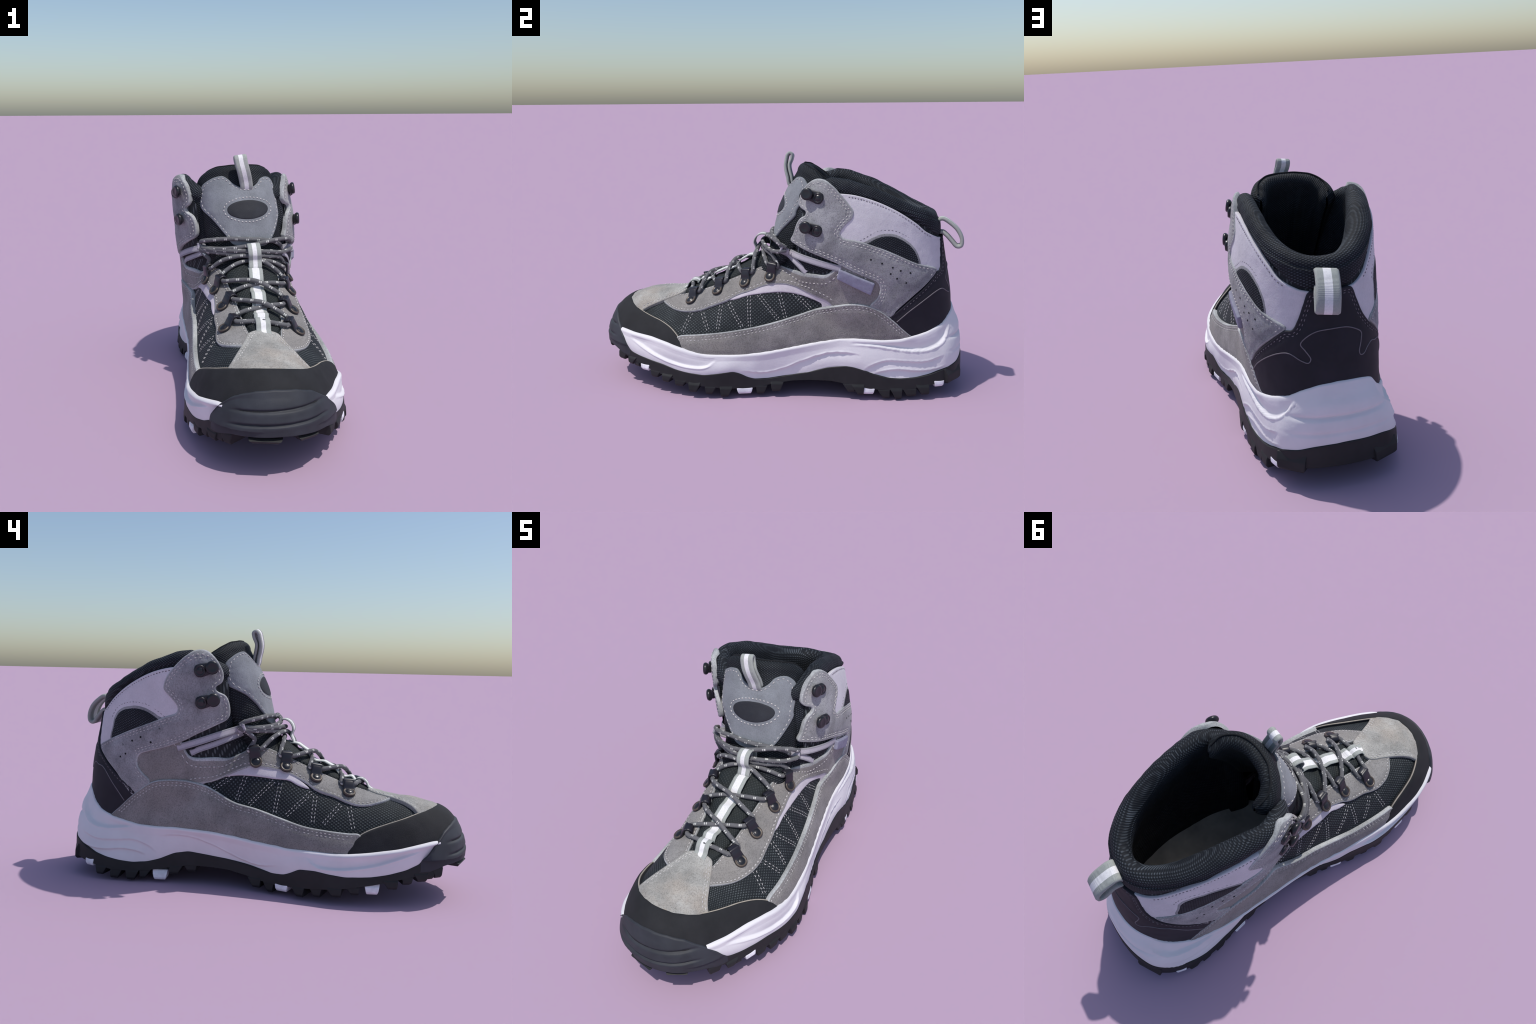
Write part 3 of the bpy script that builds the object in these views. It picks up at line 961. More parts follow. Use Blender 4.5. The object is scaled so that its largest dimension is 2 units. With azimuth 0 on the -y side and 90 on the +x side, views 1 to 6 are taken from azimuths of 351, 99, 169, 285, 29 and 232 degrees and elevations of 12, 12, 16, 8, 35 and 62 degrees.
# lining strip over the mesh window
LIN_R = [(-.27, .485), (-.197, .525), (-.134, .556), (-.061, .590), (.002, .604), (.065, .602), (.139, .588), (.223, .562), (.29, .53), (.31, .485), (.28, .455), (.249, .468),
         (.244, .492), (.181, .518), (.098, .539), (.015, .542), (-.09, .527), (-.153, .513), (-.22, .490)]
LIN_L = [(-.27, .50), (-.23, .53), (-.157, .570), (-.084, .588), (.018, .600), (.115, .586), (.211, .565), (.30, .535), (.33, .500), (.29, .480),
         (.243, .500), (.163, .532), (.076, .549), (-.018, .548), (-.10, .540), (-.171, .534), (-.22, .512)]
lin_r = panel('lining_strip', M['lining'], RIGHT, LIN_R, T=.006, off=.0, r=.007, h=.009, parent=boot)
lin_l = panel('lining_strip', M['lining'], LEFT, LIN_L, T=.006, off=.0, r=.007, h=.009, parent=boot)

# eyestay running back into the quarter
EYE_R = degs([(-.655, 76), (-.60, 74), (-.53, 71), (-.40, 69), (-.30, 69.5), (-.20, 70), (-.10, 70.5), (-.04, 70.5), (-.005, 69), (.062, 64.9), (.151, 58.4), (.224, 55.6), (.269, 54.9),
              (.304, 56), (.34, 58), (.42, 58), (.50, 55), (.58, 50), (.60, 41), (.56, 35), (.45, 33), (.33, 37), (.295, 42.1), (.284, 43.6), (.223, 47.2), (.139, 52.2), (.066, 54.8), (.004, 55.3),
              (-.059, 54.6), (-.132, 51.6), (-.194, 49.3), (-.267, 43.9), (-.341, 39.7), (-.405, 35.9), (-.471, 35.1), (-.531, 37.5), (-.571, 41.5), (-.60, 47), (-.635, 56), (-.665, 68)])
EYE_L = degs([(-.655, 103), (-.60, 105), (-.53, 108), (-.40, 108.2), (-.30, 107.5), (-.22, 107.5), (-.141, 108), (-.05, 108.5), (-.01, 109.5), (.03, 112.5), (.071, 116.4), (.159, 122.5), (.257, 127.2), (.30, 127.5),
              (.34, 124), (.42, 122), (.50, 125), (.58, 130), (.605, 139), (.56, 147), (.45, 149), (.36, 144), (.305, 139.2), (.211, 134.8), (.115, 129.0), (.019, 123.1), (-.084, 121.4), (-.158, 121.2), (-.245, 124.9),
              (-.311, 130.5), (-.394, 133.6), (-.447, 137.3), (-.499, 139.2), (-.557, 136.9), (-.605, 130.5), (-.64, 121.1), (-.665, 111)])
eye_r = panel('eyestay', M['suede_side'], FOOTP, EYE_R, T=.010, off=.002, r=.010, h=.0095, seams=(.016,), edge=M['suede_edge'], parent=boot, wrinkle=.0028)
eye_l = panel('eyestay', M['suede_side'], FOOTP, EYE_L, T=.010, off=.002, r=.010, h=.0095, seams=(.016,), edge=M['suede_edge'], parent=boot, wrinkle=.0028)
keep_low = lambda q: q[0] < .50 and not (q[0] > .30 and math.degrees(q[1]/Foot.R) < 48) and not (q[0] > .30 and math.degrees(q[1]/Foot.R) > 136) and q[0] > -.64
for o in (eye_r, eye_l): light.along_edge(o, FOOTP, .016, .0105, keep=keep_low)

def P3(*p): return BACK.to2(p)
def from_side(sg, y, z):
    p, _ = FORM.cast(*Side(sg).ray((y, z))); return BACK.to2(p)

# white ankle band with a mesh window let into it
BAND_R = [from_side(1, *q) for q in ((.26, 1.07), (.331, 1.064), (.393, 1.058), (.471, 1.038), (.548, 1.008), (.627, .966), (.707, .910), (.760, .862))]+[P3(.068, .80, .826), P3(.028, .845, .812), P3(.045, .841, .765), P3(.070, .842, .70), P3(.095, .84, .655)]+[from_side(1, *q) for q in ((.76, .66), (.66, .70), (.53, .76), (.44, .80), (.34, .82), (.28, .90))]
BAND_L = [from_side(-1, *q) for q in ((.27, 1.06), (.354, 1.058), (.445, 1.041), (.533, 1.009), (.629, .960), (.71, .905), (.765, .858))]+[P3(-.155, .80, .826), P3(-.122, .836, .814), P3(-.140, .836, .765), P3(-.165, .83, .70), P3(-.185, .82, .64)]+[from_side(-1, *q) for q in ((.76, .65), (.66, .70), (.53, .76), (.44, .80), (.34, .82), (.28, .90))]
band_r = panel('ankle_band', M['band'], BACK, BAND_R, T=.009, off=.004, r=.010, h=.010, seams=(.014,), parent=boot)
band_l = panel('ankle_band', M['band'], BACK, BAND_L, T=.009, off=.004, r=.010, h=.010, seams=(.014,), parent=boot)
for o in (band_r, band_l):
    dark.along_edge(o, BACK, .014, .0115, keep=lambda q: abs(q[0]) < .74 and q[1] > .83, r=.0022)
WIN_R = [(.72, .705), (.706, .763), (.681, .799), (.640, .832), (.591, .853), (.533, .853), (.476, .826), (.44, .80), (.53, .74), (.63, .70)]
WIN_L = [(.715, .70), (.704, .76), (.692, .80), (.660, .836), (.598, .856), (.519, .853), (.459, .826), (.43, .80), (.52, .745), (.62, .705)]
RIM = lambda W: [(y+(y-.58)*.09, z+(z-.74)*.13) for y, z in W]
for W, p in ((WIN_R, RIGHT), (WIN_L, LEFT)):
    panel('window_rim', M['suede_ankle'], p, RIM(W), T=.005, off=.009, r=.010, h=.010, parent=boot)
    w = panel('ankle_window', M['collar'], p, W, T=.005, off=.0115, r=.014, h=.010, parent=boot)
    # a line of stitch holes outside the rim
    OUTLINES['tmp'] = closed_outline([(y+(y-.58)*.19, z+(z-.74)*.26) for y, z in W], .006)
    class _o: name = 'tmp'
    dark.along_edge(_o, p, .001, .0125, keep=lambda q: q[1] > .80, r=.0018, L=.009, gap=.009)

# ankle strap carrying the hooks
STRAP_R = [(.139, 1.065), (.126, 1.030), (.122, 1.005), (.134, .984), (.160, .968), (.157, .950), (.134, .934), (.116, .908), (.097, .850), (.083, .812), (.112, .795), (.182, .770), (.253, .746), (.323, .719), (.402, .680),
           (.481, .645), (.520, .627), (.537, .594), (.527, .546), (.490, .495), (.53, .46), (.60, .44), (.622, .470), (.70, .545), (.775, .612), (.815, .667), (.713, .713), (.613, .764), (.515, .806), (.418, .835), (.350, .849),
           (.336, .873), (.358, .907), (.394, .944), (.400, .975), (.375, 1.013), (.330, 1.065), (.301, 1.096), (.256, 1.121), (.206, 1.122), (.165, 1.104)]
STRAP_L = [(.138, 1.065), (.126, 1.030), (.130, .992), (.160, .967), (.150, .950), (.118, .932), (.104, .900), (.100, .843), (.110, .818), (.156, .792), (.253, .750), (.317, .716), (.406, .681), (.500, .654), (.546, .635), (.560, .597),
           (.540, .555), (.495, .509), (.52, .465), (.59, .43), (.681, .535), (.757, .604), (.80, .656), (.744, .689), (.624, .742), (.495, .791), (.401, .827), (.345, .849), (.340, .875), (.366, .910), (.408, .955), (.405, .985), (.387, 1.020),
           (.343, 1.071), (.300, 1.108), (.26, 1.126), (.204, 1.125), (.165, 1.104)]
# the free front edges stand a little further back
STRAP_R = [(y+.006 if y < .17 else y, z) for y, z in STRAP_R]
STRAP_L = [(y+.022*(1-max(0, y-.13)/.13) if y < .26 else y, z) for y, z in STRAP_L]
str_r = panel('ankle_strap', M['suede_ankle'], RIGHT, STRAP_R, T=.012, off=.008, r=.012, h=.0095, seams=(.015, .027), edge=M['suede_edge'], parent=boot, wrinkle=.002)
str_l = panel('ankle_strap', M['suede_ankle'], LEFT, STRAP_L, T=.012, off=.008, r=.012, h=.0095, seams=(.015, .027), edge=M['suede_edge'], parent=boot, wrinkle=.002)
for o, p in ((str_r, RIGHT), (str_l, LEFT)):
    k1 = lambda q: not (q[0] > .57 and q[1] < .64) and not (q[0] > .46 and q[1] < .50)
    light.along_edge(o, p, .015, .0180, keep=k1, r=.0025)
    light.along_edge(o, p, .027, .0188, keep=lambda q: k1(q) and q[1] < .84 and q[0] < .62 and q[0] > .14, r=.0023)
    light.along_edge(o, p, .027, .0188, keep=lambda q: q[0] > .22 and q[1] > .86, r=.0023)

# heel counter, wrapped round the back
COUNTER = ([P3(-.138, .836, .818), P3(-.08, .86, .823), P3(0, .86, .822), P3(.040, .843, .816), P3(.062, .841, .765), P3(.088, .844, .70), P3(.112, .839, .660)]
           + [from_side(1, *q) for q in ((.812, .655), (.767, .600), (.699, .537), (.623, .466), (.594, .440), (.62, .38), (.68, .31))]
           + [from_side(1, .76, .315), P3(.16, .9, .355), P3(.09, .92, .39), P3(-.03, .92, .40), P3(-.15, .90, .40)]
           + [from_side(-1, *q) for q in ((.80, .33), (.74, .295), (.68, .32), (.62, .38), (.575, .437), (.681, .530), (.757, .598), (.80, .640))]
           + [P3(-.182, .83, .70), P3(-.160, .836, .765)])
counter = panel('heel_counter', M['counter'], BACK, COUNTER, T=.009, off=.012, r=.012, h=.011, seams=(.014, .024), parent=boot, smooth=True)
kc = lambda q: q[1] > .47
dark.along_edge(counter, BACK, .014, .0185, keep=kc, r=.0021)
dark.along_edge(counter, BACK, .024, .0190, keep=lambda q: q[1] > .60, r=.0021)
# raised piping line that snakes over the counter
SNAKE = ([from_side(1, .625, .415), from_side(1, .70, .482)] + [P3(*p) for p in ((.165, .82, .556), (.125, .85, .565), (.085, .88, .540), (.060, .888, .532), (.050, .888, .548), (.066, .875, .580), (.083, .867, .607), (.065, .87, .632), (.023, .877, .657), (-.04, .875, .664),
         (-.1, .875, .662), (-.135, .868, .648), (-.163, .861, .625), (-.158, .865, .590), (-.148, .88, .552), (-.152, .878, .536), (-.168, .872, .535), (-.190, .85, .558), (-.214, .832, .570))]
         + [from_side(-1, .80, .562), from_side(-1, .765, .555), from_side(-1, .70, .48), from_side(-1, .635, .400)])
q = smooth_curve(SNAKE, 260)
pts = []
for a in q:
    p, n = FORM.cast(*BACK.ray(a)); pts.append(p+n*.0215)
tube('counter_piping', pts, .0026, M['thread_dark'], boot, 6)

# mudguard overlay, from the toe cap to the heel
OV_R = [(-.52, .285), (-.498, .300), (-.396, .316), (-.290, .331), (-.186, .350), (-.083, .372), (.020, .400), (.122, .433), (.223, .467), (.325, .496), (.405, .508), (.484, .500), (.544, .474), (.605, .426), (.656, .377), (.718, .315), (.70, .305)] \
       + lip_line(1, .66, -.44, 14)+[(-.50, .235)]
OV_L = [(-.54, .300), (-.523, .318), (-.473, .319), (-.372, .325), (-.268, .337), (-.150, .368), (-.033, .401), (.075, .425), (.163, .467), (.243, .503), (.315, .522), (.403, .523), (.483, .507), (.544, .469), (.607, .420), (.659, .371), (.715, .310), (.70, .297)] \
       + lip_line(-1, .66, -.46, 14)+[(-.53, .24)]
ov_r = panel('side_overlay', M['suede_side'], RIGHT, OV_R, T=.011, off=.012, r=.011, h=.0105, seams=(.015, .027), edge=M['suede_edge'], parent=boot)
ov_l = panel('side_overlay', M['suede_side'], LEFT, OV_L, T=.011, off=.012, r=.011, h=.0105, seams=(.015, .027), edge=M['suede_edge'], parent=boot)
for o, p, ln, tt in ((ov_r, RIGHT, OV_R, TOP_R), (ov_l, LEFT, OV_L, TOP_L)):
    kk = lambda q: q[1] > float(tab(tt, q[0]))+.03 and q[0] > -.50
    light.along_edge(o, p, .015, .0205, keep=kk, r=.0023)
    light.along_edge(o, p, .027, .0205, keep=lambda q: kk(q) and q[0] > -.46, r=.0022)

# toe: vamp piece and rubber cap
VAMP = [(-.098, -.545), (-.075, -.528), (-.035, -.522), (.005, -.524), (.034, -.535), (.050, -.565), (.085, -.655), (.112, -.722), (.142, -.768), (.16, -.80), (.10, -.86), (.0, -.89), (-.10, -.88), (-.20, -.83), (-.225, -.79), (-.19, -.745), (-.155, -.68), (-.125, -.61)]
vamp = panel('toe_vamp', M['suede_toe'], TOP, VAMP, T=.010, off=.009, r=.010, h=.0095, seams=(.013, .024), parent=boot, wrinkle=.003)
for d in (.013, .024):
    light.along_edge(vamp, TOP, d, .0168, keep=lambda q: q[1] > -.765, r=.0024)
CAP = [TOE.to2(FORM.cast(*LEFT.ray((-.512, float(tab(TOP_L, -.512))+.004)))[0])]+[(math.radians(a)*Toe.R, math.radians(e)*Toe.R) for a, e in
       ((-95.3, 21.5), (-93.5, 26), (-90, 32), (-84, 37.5), (-75, 41), (-62, 43), (-44, 43.6), (-29, 43.6), (-15, 43), (0, 42.2), (15, 41.6), (28, 41.8), (40, 42.4), (52, 42.6), (64, 41.8),
        (76, 38.7), (84, 34.6), (90, 29.3), (93.5, 24), (95.5, 19))]
CAP += [TOE.to2(FORM.cast(*RIGHT.ray((y, float(tab(TOP_R, y))-.004)))[0]) for y in (-.48, -.56, -.64, -.72, -.80)]
CAP += [(math.radians(a)*Toe.R, math.radians(e)*Toe.R) for a, e in ((28, 21), (0, 21), (-28, 21))]
CAP += [TOE.to2(FORM.cast(*LEFT.ray((y, float(tab(TOP_L, y))-.002)))[0]) for y in (-.84, -.77, -.70, -.62, -.55)]
cap = panel('toe_cap', M['cap'], TOE, CAP, T=.013, off=.010, r=.010, h=.0105, parent=boot)
O = smooth_curve([c for c in CAP[0:22]], 240)
pp = []
for a in O:
    p, n = FORM.cast(*TOE.ray(a)); pp.append(p+n*.014)
tube('cap_edge', pp, .0042, M['piping'], boot, 6)

# tongue seen between the laces: soft swelling strip
LOWT = degs([(-.56, 84), (-.555, 96), (-.50, 106), (-.40, 107), (-.30, 106), (-.20, 107), (-.12, 108), (-.085, 102), (-.08, 90), (-.085, 77), (-.12, 70), (-.2, 70), (-.3, 70), (-.4, 70), (-.50, 72)])
lowt = panel('tongue_lower', M['tongue_low'], FOOTP, LOWT, T=.018, off=.0, r=.04, h=.010, parent=boot, wrinkle=.007, rim=.1)

# grey patch on the tongue, with its oval badge
PATCH = [(-.246, 1.002), (-.238, 1.060), (-.226, 1.092), (-.187, 1.123), (-.150, 1.137), (-.128, 1.138), (-.105, 1.124), (-.077, 1.099), (-.043, 1.083), (-.005, 1.080), (.022, 1.084), (.046, 1.100), (.066, 1.122), (.090, 1.130),
         (.116, 1.124), (.138, 1.098), (.150, 1.060), (.158, .960), (.160, .935), (.142, .880), (.105, .815), (.075, .790), (-.02, .785), (-.095, .800), (-.130, .845), (-.195, .925), (-.235, .965)]
patch = panel('tongue_patch', M['suede_tongue'], FRONT, PATCH, T=.009, off=.0, r=.008, h=.0095, surf=TSURF, seams=(.012,), parent=boot)
light.along_edge(patch, FRONT, .012, .0078, surf=TSURF, keep=lambda q: q[1] > .82 or abs(q[0]+.01) > .09, r=.0024)
OVAL = [(-.012+.105*math.cos(a), .971+.047*math.sin(a)) for a in np.linspace(0, 2*math.pi, 28, endpoint=False)]
badge = panel('oval_badge', M['oval'], FRONT, OVAL, T=.005, off=.0065, r=.006, h=.009, surf=TSURF, parent=boot)
big = [(-.012+.122*math.cos(a), .971+.060*math.sin(a)) for a in np.linspace(0, 2*math.pi, 160)]
light.run(FRONT, big, .0098, L=.012, gap=.006, r=.0032, surf=TSURF)

# zigzag double rows of stitching over the side mesh
ZIG_R = [((-.448, .424), (-.494, .315)), ((-.398, .431), (-.343, .334)), ((-.288, .475), (-.296, .341)), ((-.256, .487), (-.161, .360)), ((-.139, .515), (-.125, .361)), ((-.087, .526), (.027, .403)), ((.022, .545), (.062, .408)), ((.099, .542), (.193, .459))]
ZIG_L = [((.106, .539), (.193, .475)), ((.034, .547), (.071, .428)), ((-.102, .531), (.011, .412)), ((-.134, .523), (-.119, .380)), ((-.281, .484), (-.172, .374)), ((-.303, .470), (-.304, .349)), ((-.423, .438), (-.350, .347)), ((-.464, .431), (-.496, .334))]
for Z, p in ((ZIG_R, RIGHT), (ZIG_L, LEFT)):
    for a, b in Z:
        a, b = np.array(a), np.array(b); d = (b-a)/np.linalg.norm(b-a); s = np.array([-d[1], d[0]])
        for k in (-1, 1):
            light.run(p, [a+s*k*.0075, b+s*k*.0065], .0006, L=.0120, gap=.0040, r=.0019)

# punched breathing holes in the strap
HOLES_R = [(.488, .742), (.542, .722), (.594, .700), (.633, .682), (.680, .668), (.585, .669), (.617, .644), (.662, .620)]
HOLES_L = [(.431, .768), (.478, .756), (.533, .723), (.581, .702), (.635, .679), (.480, .701), (.621, .635), (.652, .618)]
hv, hf = [], []
for H, p in ((HOLES_R, RIGHT), (HOLES_L, LEFT)):
    for q in H:
        c, n = FORM.cast(*p.ray(q)); u = np.cross(n, (0, 0, 1)); u /= np.linalg.norm(u); w = np.cross(n, u)
        k0 = len(hv); hv.append(c+n*.0208)
        for rr, zz in ((.0045, .0213), (.0060, .017)):
            for j in range(10):
                a = j*math.pi/5; hv.append(c+(u*math.cos(a)+w*math.sin(a))*rr+n*zz)
        for j in range(10):
            hf.append((k0, k0+1+j, k0+1+(j+1) % 10)); hf.append((k0+1+j, k0+11+j, k0+11+(j+1) % 10, k0+1+(j+1) % 10))
new_object('punched_hole', hv, hf, M['dark'], boot)['kind'] = 'stuff'

# fabric tab sewn on the outer side
LABEL = [(.335, .692), (.510, .622), (.492, .561), (.324, .645)]
lab = panel('fabric_tab', M['label'], RIGHT, [p for a, b in zip(LABEL, LABEL[1:]+LABEL[:1]) for p in (a, ((a[0]*2+b[0])/3, (a[1]*2+b[1])/3), ((a[0]+2*b[0])/3, (a[1]+2*b[1])/3))],
            T=.010, off=.022, r=.006, h=.008, parent=boot, smooth=False, skirt=-.012)

# gap below the webbing straps: dark fabric
GAP_R = [(-.02, .700), (.03, .745), (.10, .745), (.20, .715), (.30, .690), (.27, .672), (.224, .668), (.15, .668), (.062, .672), (.01, .682)]
GAP_L = [(.02, .715), (.05, .760), (.12, .765), (.20, .740), (.31, .695), (.29, .672), (.236, .672), (.16, .690), (.09, .706)]
panel('throat_gusset', M['tongue_mesh'], RIGHT, GAP_R, T=.003, off=.0, r=.01, h=.012, parent=boot)
panel('throat_gusset', M['tongue_mesh'], LEFT, GAP_L, T=.003, off=.0, r=.01, h=.012, parent=boot)

# ------------------------------------------------------------------ webbing
def side_pt(sg, y, z, off):
    p, n = FORM.cast(*Side(sg).ray((y, z))); return p+n*off
RL, LL = np.array((.222, .028, .772)), np.array((-.268, .040, .783))
for sg, end, pts in ((1, RL, [(.345, .690), (.24, .714), (.13, .738), (.06, .752)]), (-1, LL, [(.35, .680), (.26, .710), (.16, .746), (.09, .770)])):
    path = [side_pt(sg, *q, .010) for q in pts]
    path += [np.array([end[0]+.004*sg, end[1]+.004, end[2]])]
    path += [np.array([end[0]-.018*sg, end[1]+.004, end[2]-.006]), np.array([end[0]-.026*sg, end[1]+.04, end[2]-.02])]
    ribbon('lace_webbing', path, [(0, .30, .95), (0, .4, .92), (.1*sg, .35, .9)], .034, .007, (M['web_lilac'], M['web_tape']), boot, stripe=.42)
    # second leg, crossing the gap downwards
    if sg > 0: q2 = [(.165, .655), (.140, .680), (.108, .708), (.070, .735)]
    else: q2 = [(.29, .655), (.25, .675), (.18, .702), (.11, .735), (.07, .755)]
    path = [side_pt(sg, *q, o_) for q, o_ in zip(q2, (.002, .004, .006, .0075, .008))]+[end+np.array([-.004*sg, .012, -.012])]
    ribbon('lace_webbing', path, (0, .55, .8), .030, .006, (M['web_lilac'], M['web_tape']), boot, stripe=.45)

# pull loop on the tongue: doubled tape, pressed almost flat
c = np.array
up = [c((-.012, .060, 1.060)), c((-.012, .046, 1.085)), c((-.016, .040, 1.115)), c((-.024, .030, 1.150)), c((-.032, .026, 1.180)), c((-.040, .030, 1.212))]
loop = up+[c((-.043, .036, 1.234)), c((-.0445, .048, 1.244)), c((-.0445, .060, 1.236)), c((-.042, .058, 1.216))]+[p+c((0, .021, .003)) for p in up[::-1][1:]]
ribbon('pull_loop', loop, (1, 0, .12), .066, .015, (M['web_grey'], M['web_white']), boot, stripe=.34, seg=120)
# pull loop on the heel, drooping
loop = [c((-.036, .835, .880)), c((-.034, .848, .902)), c((-.032, .864, .905)), c((-.026, .900, .885)), c((-.018, .940, .848)), c((-.010, .962, .800)), c((-.008, .958, .768)), c((-.010, .938, .764)),
        c((-.016, .912, .790)), c((-.022, .886, .818)), c((-.030, .862, .834)), c((-.034, .842, .832))]
ribbon('pull_loop', loop, (1, -.12, .10), .100, .020, (M['web_grey'], M['web_white']), boot, stripe=.34, seg=120)

# centre tape on the tongue with lace keepers
def foot_pt(y, a, off):
    p, n = FORM.cast(*FOOTP.ray(deg(y, a))); return p+n*off
def centre(y):
    return float(np.interp(y, [-.55, -.47, -.3, -.17, -.09], [92.5, 91.5, 89.0, 88.0, 87.5]))
ROWS_Y = [-.478, -.392, -.245, -.105]       # where laces cross the tape
tape = []
for y in np.linspace(-.46, -.105, 60):
    d = min(abs(y-r) for r in (-.392, -.245, -.105, -.475))
    tape.append(foot_pt(y, centre(y), .018+.020*float(smoothstep(.006, .05, d))))
ribbon('tongue_tape', tape, (1, 0, 0), .070, .007, (M['web_grey'], M['web_white']), boot, stripe=.42, seg=150)
k = [foot_pt(-.555, centre(-.5), .012), foot_pt(-.525, centre(-.5), .020), foot_pt(-.505, centre(-.5), .038), foot_pt(-.482, centre(-.5), .045), foot_pt(-.462, centre(-.47), .036), foot_pt(-.455, centre(-.47), .016)]
ribbon('lace_keeper', k, (1, 0, -.05), .068, .007, (M['web_grey'], M['web_white']), boot, stripe=.36)
k = [foot_pt(-.125, 87.5, .016), foot_pt(-.128, 87.5, .03), c((.002, -.132, .735)), c((.000, -.142, .765)), c((-.002, -.128, .798)), c((-.002, -.098, .812)), c((-.002, -.068, .800)), c((-.002, -.050, .775)), c((-.002, -.052, .748))]
ribbon('lace_keeper', k, (1, 0, .02), .066, .007, (M['web_grey'], M['web_white']), boot, stripe=.36, seg=110)

# ------------------------------------------------------------------ lace hardware
def lathe(prof, seg=24):
    V, F = [], []
    for r, z in prof:
        for j in range(seg):
            a = 2*math.pi*j/seg; V.append((r*math.cos(a), r*math.sin(a), z))
    m = len(prof)
    for i in range(m-1):
        for j in range(seg):
            k = (j+1) % seg; F.append((i*seg+j, i*seg+k, (i+1)*seg+k, (i+1)*seg+j))
    F.append(tuple((m-1)*seg+j for j in range(seg)))
    return V, F
RIVET = lathe([(.0265, -.002), (.0270, .006), (.0245, .0105), (.0205, .0110), (.0185, .0085), (.0165, .0085), (.0130, .0125), (.0060, .0140), (.0005, .0142)])
rim_faces = 4*24
rivet_me = None
def place(name, V, F, mats, o, X, Y, Z, parent, idx=None):
    V = [o+X*v[0]+Y*v[1]+Z*v[2] for v in V]
    ob = new_object(name, V, F, mats[0], parent)
    for m in mats[1:]: ob.data.materials.append(m)
    if idx is not None and len(idx) == len(ob.data.polygons): ob.data.polygons.foreach_set('material_index', idx)
    return ob

def strap_profile(path, widths, th, seg=40):
    """Flat bar swept along an (x, z) path with rounded sides; across is y."""
    P = smooth_curve(path, seg); W = np.interp(np.linspace(0, 1, seg), np.linspace(0, 1, len(widths)), widths)
    T = np.gradient(P, axis=0); T /= np.linalg.norm(T, axis=1)[:, None]
    N = np.stack([-T[:, 1], T[:, 0]], 1)
    V, F = [], []
    sec = [(math.copysign(abs(math.cos(a))**.5, math.cos(a)), math.copysign(abs(math.sin(a))**.8, math.sin(a))) for a in np.linspace(0, 2*math.pi, 20, endpoint=False)]
    m = len(sec)
    for i in range(seg):
        e = math.sqrt(max(.03, 1-(1-min(1, min(i, seg-1-i)/4))**2))
        for sy, sn in sec:
            V.append((P[i, 0]+N[i, 0]*sn*th/2*e, sy*W[i]/2*e, P[i, 1]+N[i, 1]*sn*th/2*e))
    F += grid_faces(seg, m, True)
    F.append(tuple(range(m-1, -1, -1))); F.append(tuple((seg-1)*m+j for j in range(m)))
    return V, F

HOOKCAP = lathe([(.018, -.004), (.0275, .003), (.0315, .010), (.0310, .017), (.0270, .0225), (.020, .0235), (.014, .0215), (.0005, .0225)])
EYELETS = {1: [(-.467, 50.2), (-.317, 56.7), (-.164, 59.1), (-.027, 60.4)], -1: [(-.452, 126.9), (-.289, 118.8), (-.147, 117.7), (-.007, 119.6)]}
HOLD = {}
for sg, rows in EYELETS.items():
    for k, (y, a) in enumerate(rows):
        o, n = FORM.cast(*FOOTP.ray(deg(y, a))); o = o+n*.011
        p2, _ = FORM.cast(*FOOTP.ray(deg(y+(.012 if k < 3 else .022), a+sg*9))); p2 = p2+n*.011
        X = p2-o; X /= np.linalg.norm(X); Z = n-X*np.dot(n, X); Z /= np.linalg.norm(Z); Y = np.cross(Z, X)
        V, F = strap_profile([(-.020, .003), (0, .004), (.022, .012), (.040, .026), (.058, .034), (.074, .029), (.081, .014), (.074, .001), (.060, -.004)], [.050, .060, .057, .050, .048, .048, .048, .045], .013)
        ey = place('lace_eyelet', V, F, [M['hardware']], o, X, Y, Z, boot)
        bx, fx = strap_profile([(.044, .026), (.058, .040), (.073, .034)], [.05, .056, .05], .006, 14)
        place('eyelet_cuff', bx, fx, [M['hardware']], o, X, Y, Z, ey)
        idx = [1 if i < rim_faces and i >= 24 else 0 for i in range(len(RIVET[1]))]
        place('eyelet_rivet', *RIVET, [M['rivet'], M['brass']], o+Z*.005, X*1.12, Y*1.12, Z, ey, idx)
        HOLD[(sg, k)] = (o+X*.060+Z*.016, Y*(1 if Y[1] > 0 else -1), Z)

for sg, q in ((1, (.226, 1.040)), (1, (.222, .880)), (-1, (.236, 1.044)), (-1, (.232, .900))):
    P_ = Side(sg)
    o, n = FORM.cast(*P_.ray(q)); o = o+n*.017
    p2, _ = FORM.cast(*P_.ray((q[0]-.06, q[1]+.018))); X = p2+n*.0-o; X -= n*np.dot(X, n); X /= np.linalg.norm(X)
    Z = n; Y = np.cross(Z, X)
    V, F = strap_profile([(-.030, .003), (0, .005), (.03, .006), (.055, .010)], [.05, .062, .056, .046], .010, 24)
    hk = place('speed_hook', V, F, [M['hardware']], o, X, Y, Z, boot)
    # hooked tongue: out from the plate, then back towards the rivet
    V, F = strap_profile([(.040, .004), (.058, .008), (.062, .018), (.054, .024)], [.036, .040, .040, .036], .013, 24)
    place('hook_bow', V, F, [M['hardware']], o, X, Y, Z, hk)
    place('hook_cap', *HOOKCAP, [M['rivet']], o+X*.054+Z*.012, X, Y, Z, hk)
    idx = [0]*len(RIVET[1])
    place('hook_rivet', *RIVET, [M['rivet'], M['brass']], o+Z*.006-X*.004, X, Y, Z, hk, idx)

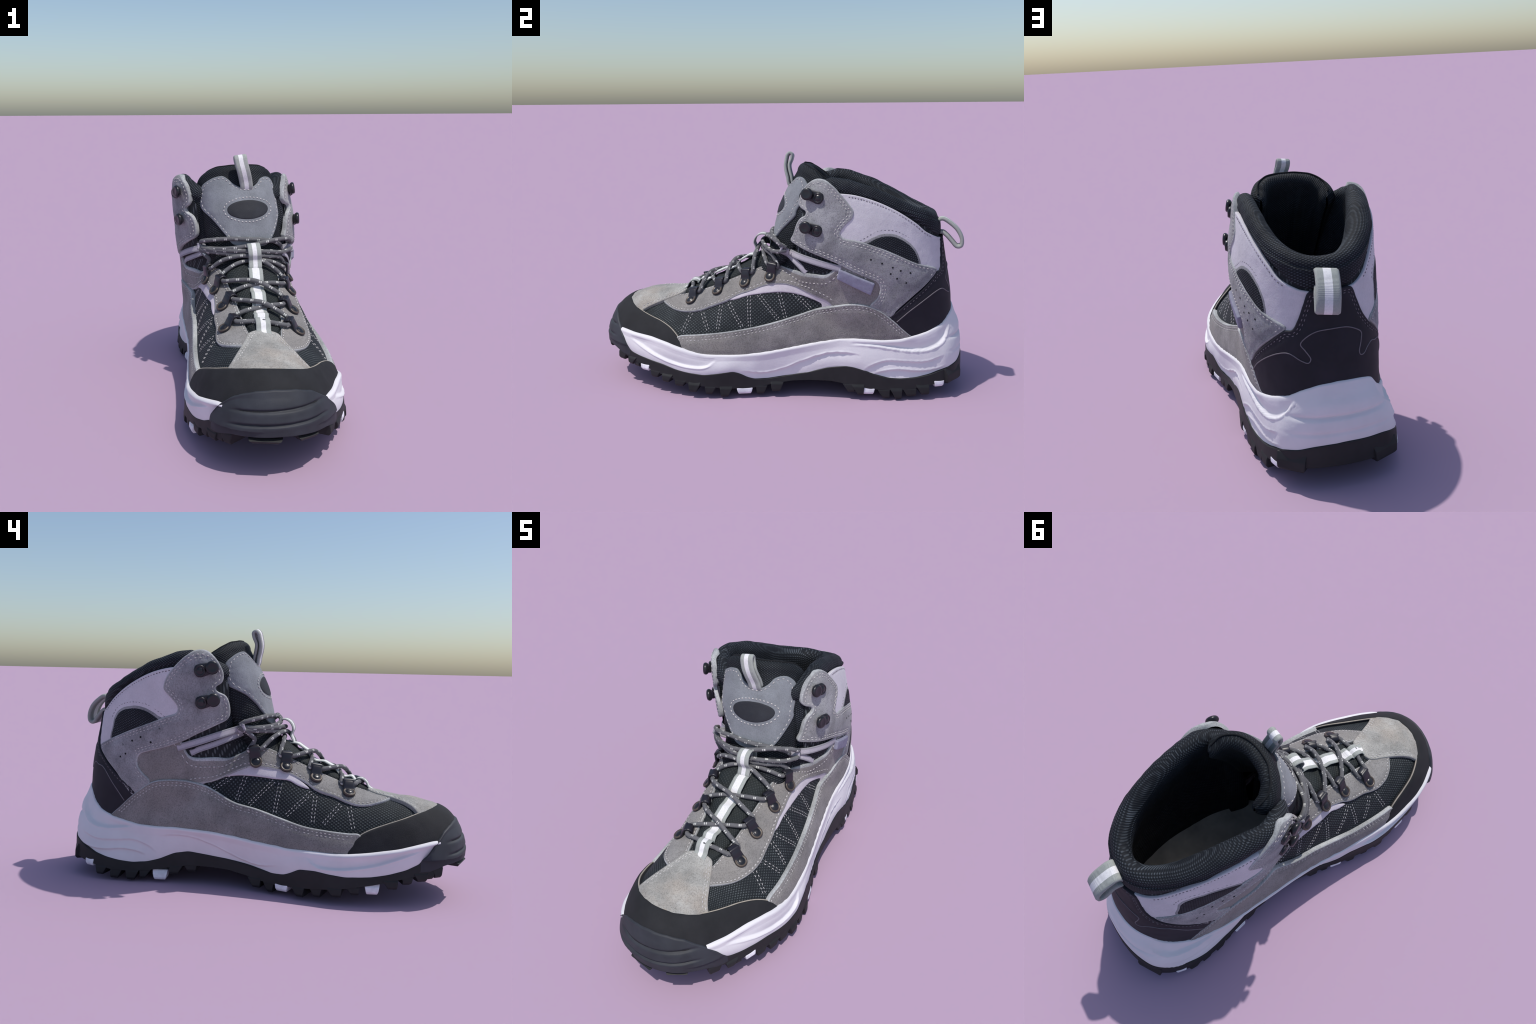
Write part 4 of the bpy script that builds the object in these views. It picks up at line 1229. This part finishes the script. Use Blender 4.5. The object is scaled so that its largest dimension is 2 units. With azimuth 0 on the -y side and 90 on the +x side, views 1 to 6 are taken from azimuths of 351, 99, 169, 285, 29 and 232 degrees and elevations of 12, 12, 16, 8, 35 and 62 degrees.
# ------------------------------------------------------------------ laces
LR = .0110
def hold(sg, k, side):
    p, Y, Z = HOLD[(sg, k)]
    return p+Y*side*.028, p+Y*side*.012, p-Y*side*.012, p-Y*side*.028
def lace(name, pts, n=160):
    P = smooth_curve(pts, n)
    tube(name, P, LR, M['lace'], boot, 12, M['fleck'], True)
def mid(a, b, off, t=.5):
    q = a*(1-t)+b*t
    ang = math.degrees(math.atan2(q[2]-.25, q[0]+.02))
    return foot_pt(q[1], ang, off)
# bottom bar, under the keeper
L0, R0 = hold(-1, 0, -1), hold(1, 0, -1)
lace('lace', [L0[2], L0[1], L0[0], mid(L0[0], R0[0], .028, .3), mid(L0[0], R0[0], .034, .5)+c((0, -.012, 0)), mid(L0[0], R0[0], .028, .7), R0[0], R0[1], R0[2]])
for k in range(3):
    a, b = hold(-1, k, 1), hold(1, k+1, -1)
    lace('lace', [a[2], a[1], a[0], mid(a[0], b[0], .030, .28), mid(a[0], b[0], .026, .5), mid(a[0], b[0], .030, .75), b[0], b[1], b[2]])
    a, b = hold(1, k, 1), hold(-1, k+1, -1)
    lace('lace', [a[2], a[1], a[0], mid(a[0], b[0], .042, .25), mid(a[0], b[0], .054, .5), mid(a[0], b[0], .042, .75), b[0], b[1], b[2]])
def tfront(x, z, off):
    p, n = TSURF.cast(*FRONT.ray((x, z))); return p+n*off
# from the top eyelets, through the keeper, out to the webbing loops and back across
a = hold(1, 3, 1)
lace('lace', [a[2], a[1], a[0], c((.150, -.022, .722)), c((.09, -.066, .738)), c((0, -.094, .752)), c((-.09, -.078, .756)), c((-.18, -.032, .762)), c((-.238, .010, .766)), LL+c((.010, .006, -.014)), LL+c((.012, .030, -.006))])
a = hold(-1, 3, 1)
lace('lace', [a[2], a[1], a[0], c((-.218, .004, .722)), c((-.244, .020, .748)), LL+c((.008, .010, -.006)), LL+c((.012, .034, .0))])
lace('lace', [RL+c((-.014, .028, -.010)), RL+c((-.006, -.004, -.014)), c((.165, -.022, .750)), c((.09, -.072, .764)), c((0, -.098, .774)), c((-.09, -.082, .776)), c((-.17, -.040, .774)), c((-.235, .006, .776)), LL+c((.010, .018, -.004))])
lace('lace', [LL+c((.012, .028, .010)), LL+c((.016, .0, .026)), c((-.215, -.004, .822)), c((-.12, -.030, .830)), c((-.02, -.048, .828)), c((.07, -.034, .818)), c((.13, -.004, .800)), c((.165, .028, .770)), c((.16, .05, .735))])
lace('lace', [RL+c((-.014, .028, .006)), RL+c((-.006, -.004, .026)), c((.192, -.008, .818)), c((.12, -.036, .818)), c((.03, -.068, .808)), c((-.06, -.080, .794)), c((-.14, -.056, .784)), c((-.21, -.010, .780)), LL+c((.010, .014, -.002))])

light.build('stitching', M['thread'], boot)
dark.build('stitching', M['thread_dark'], boot)
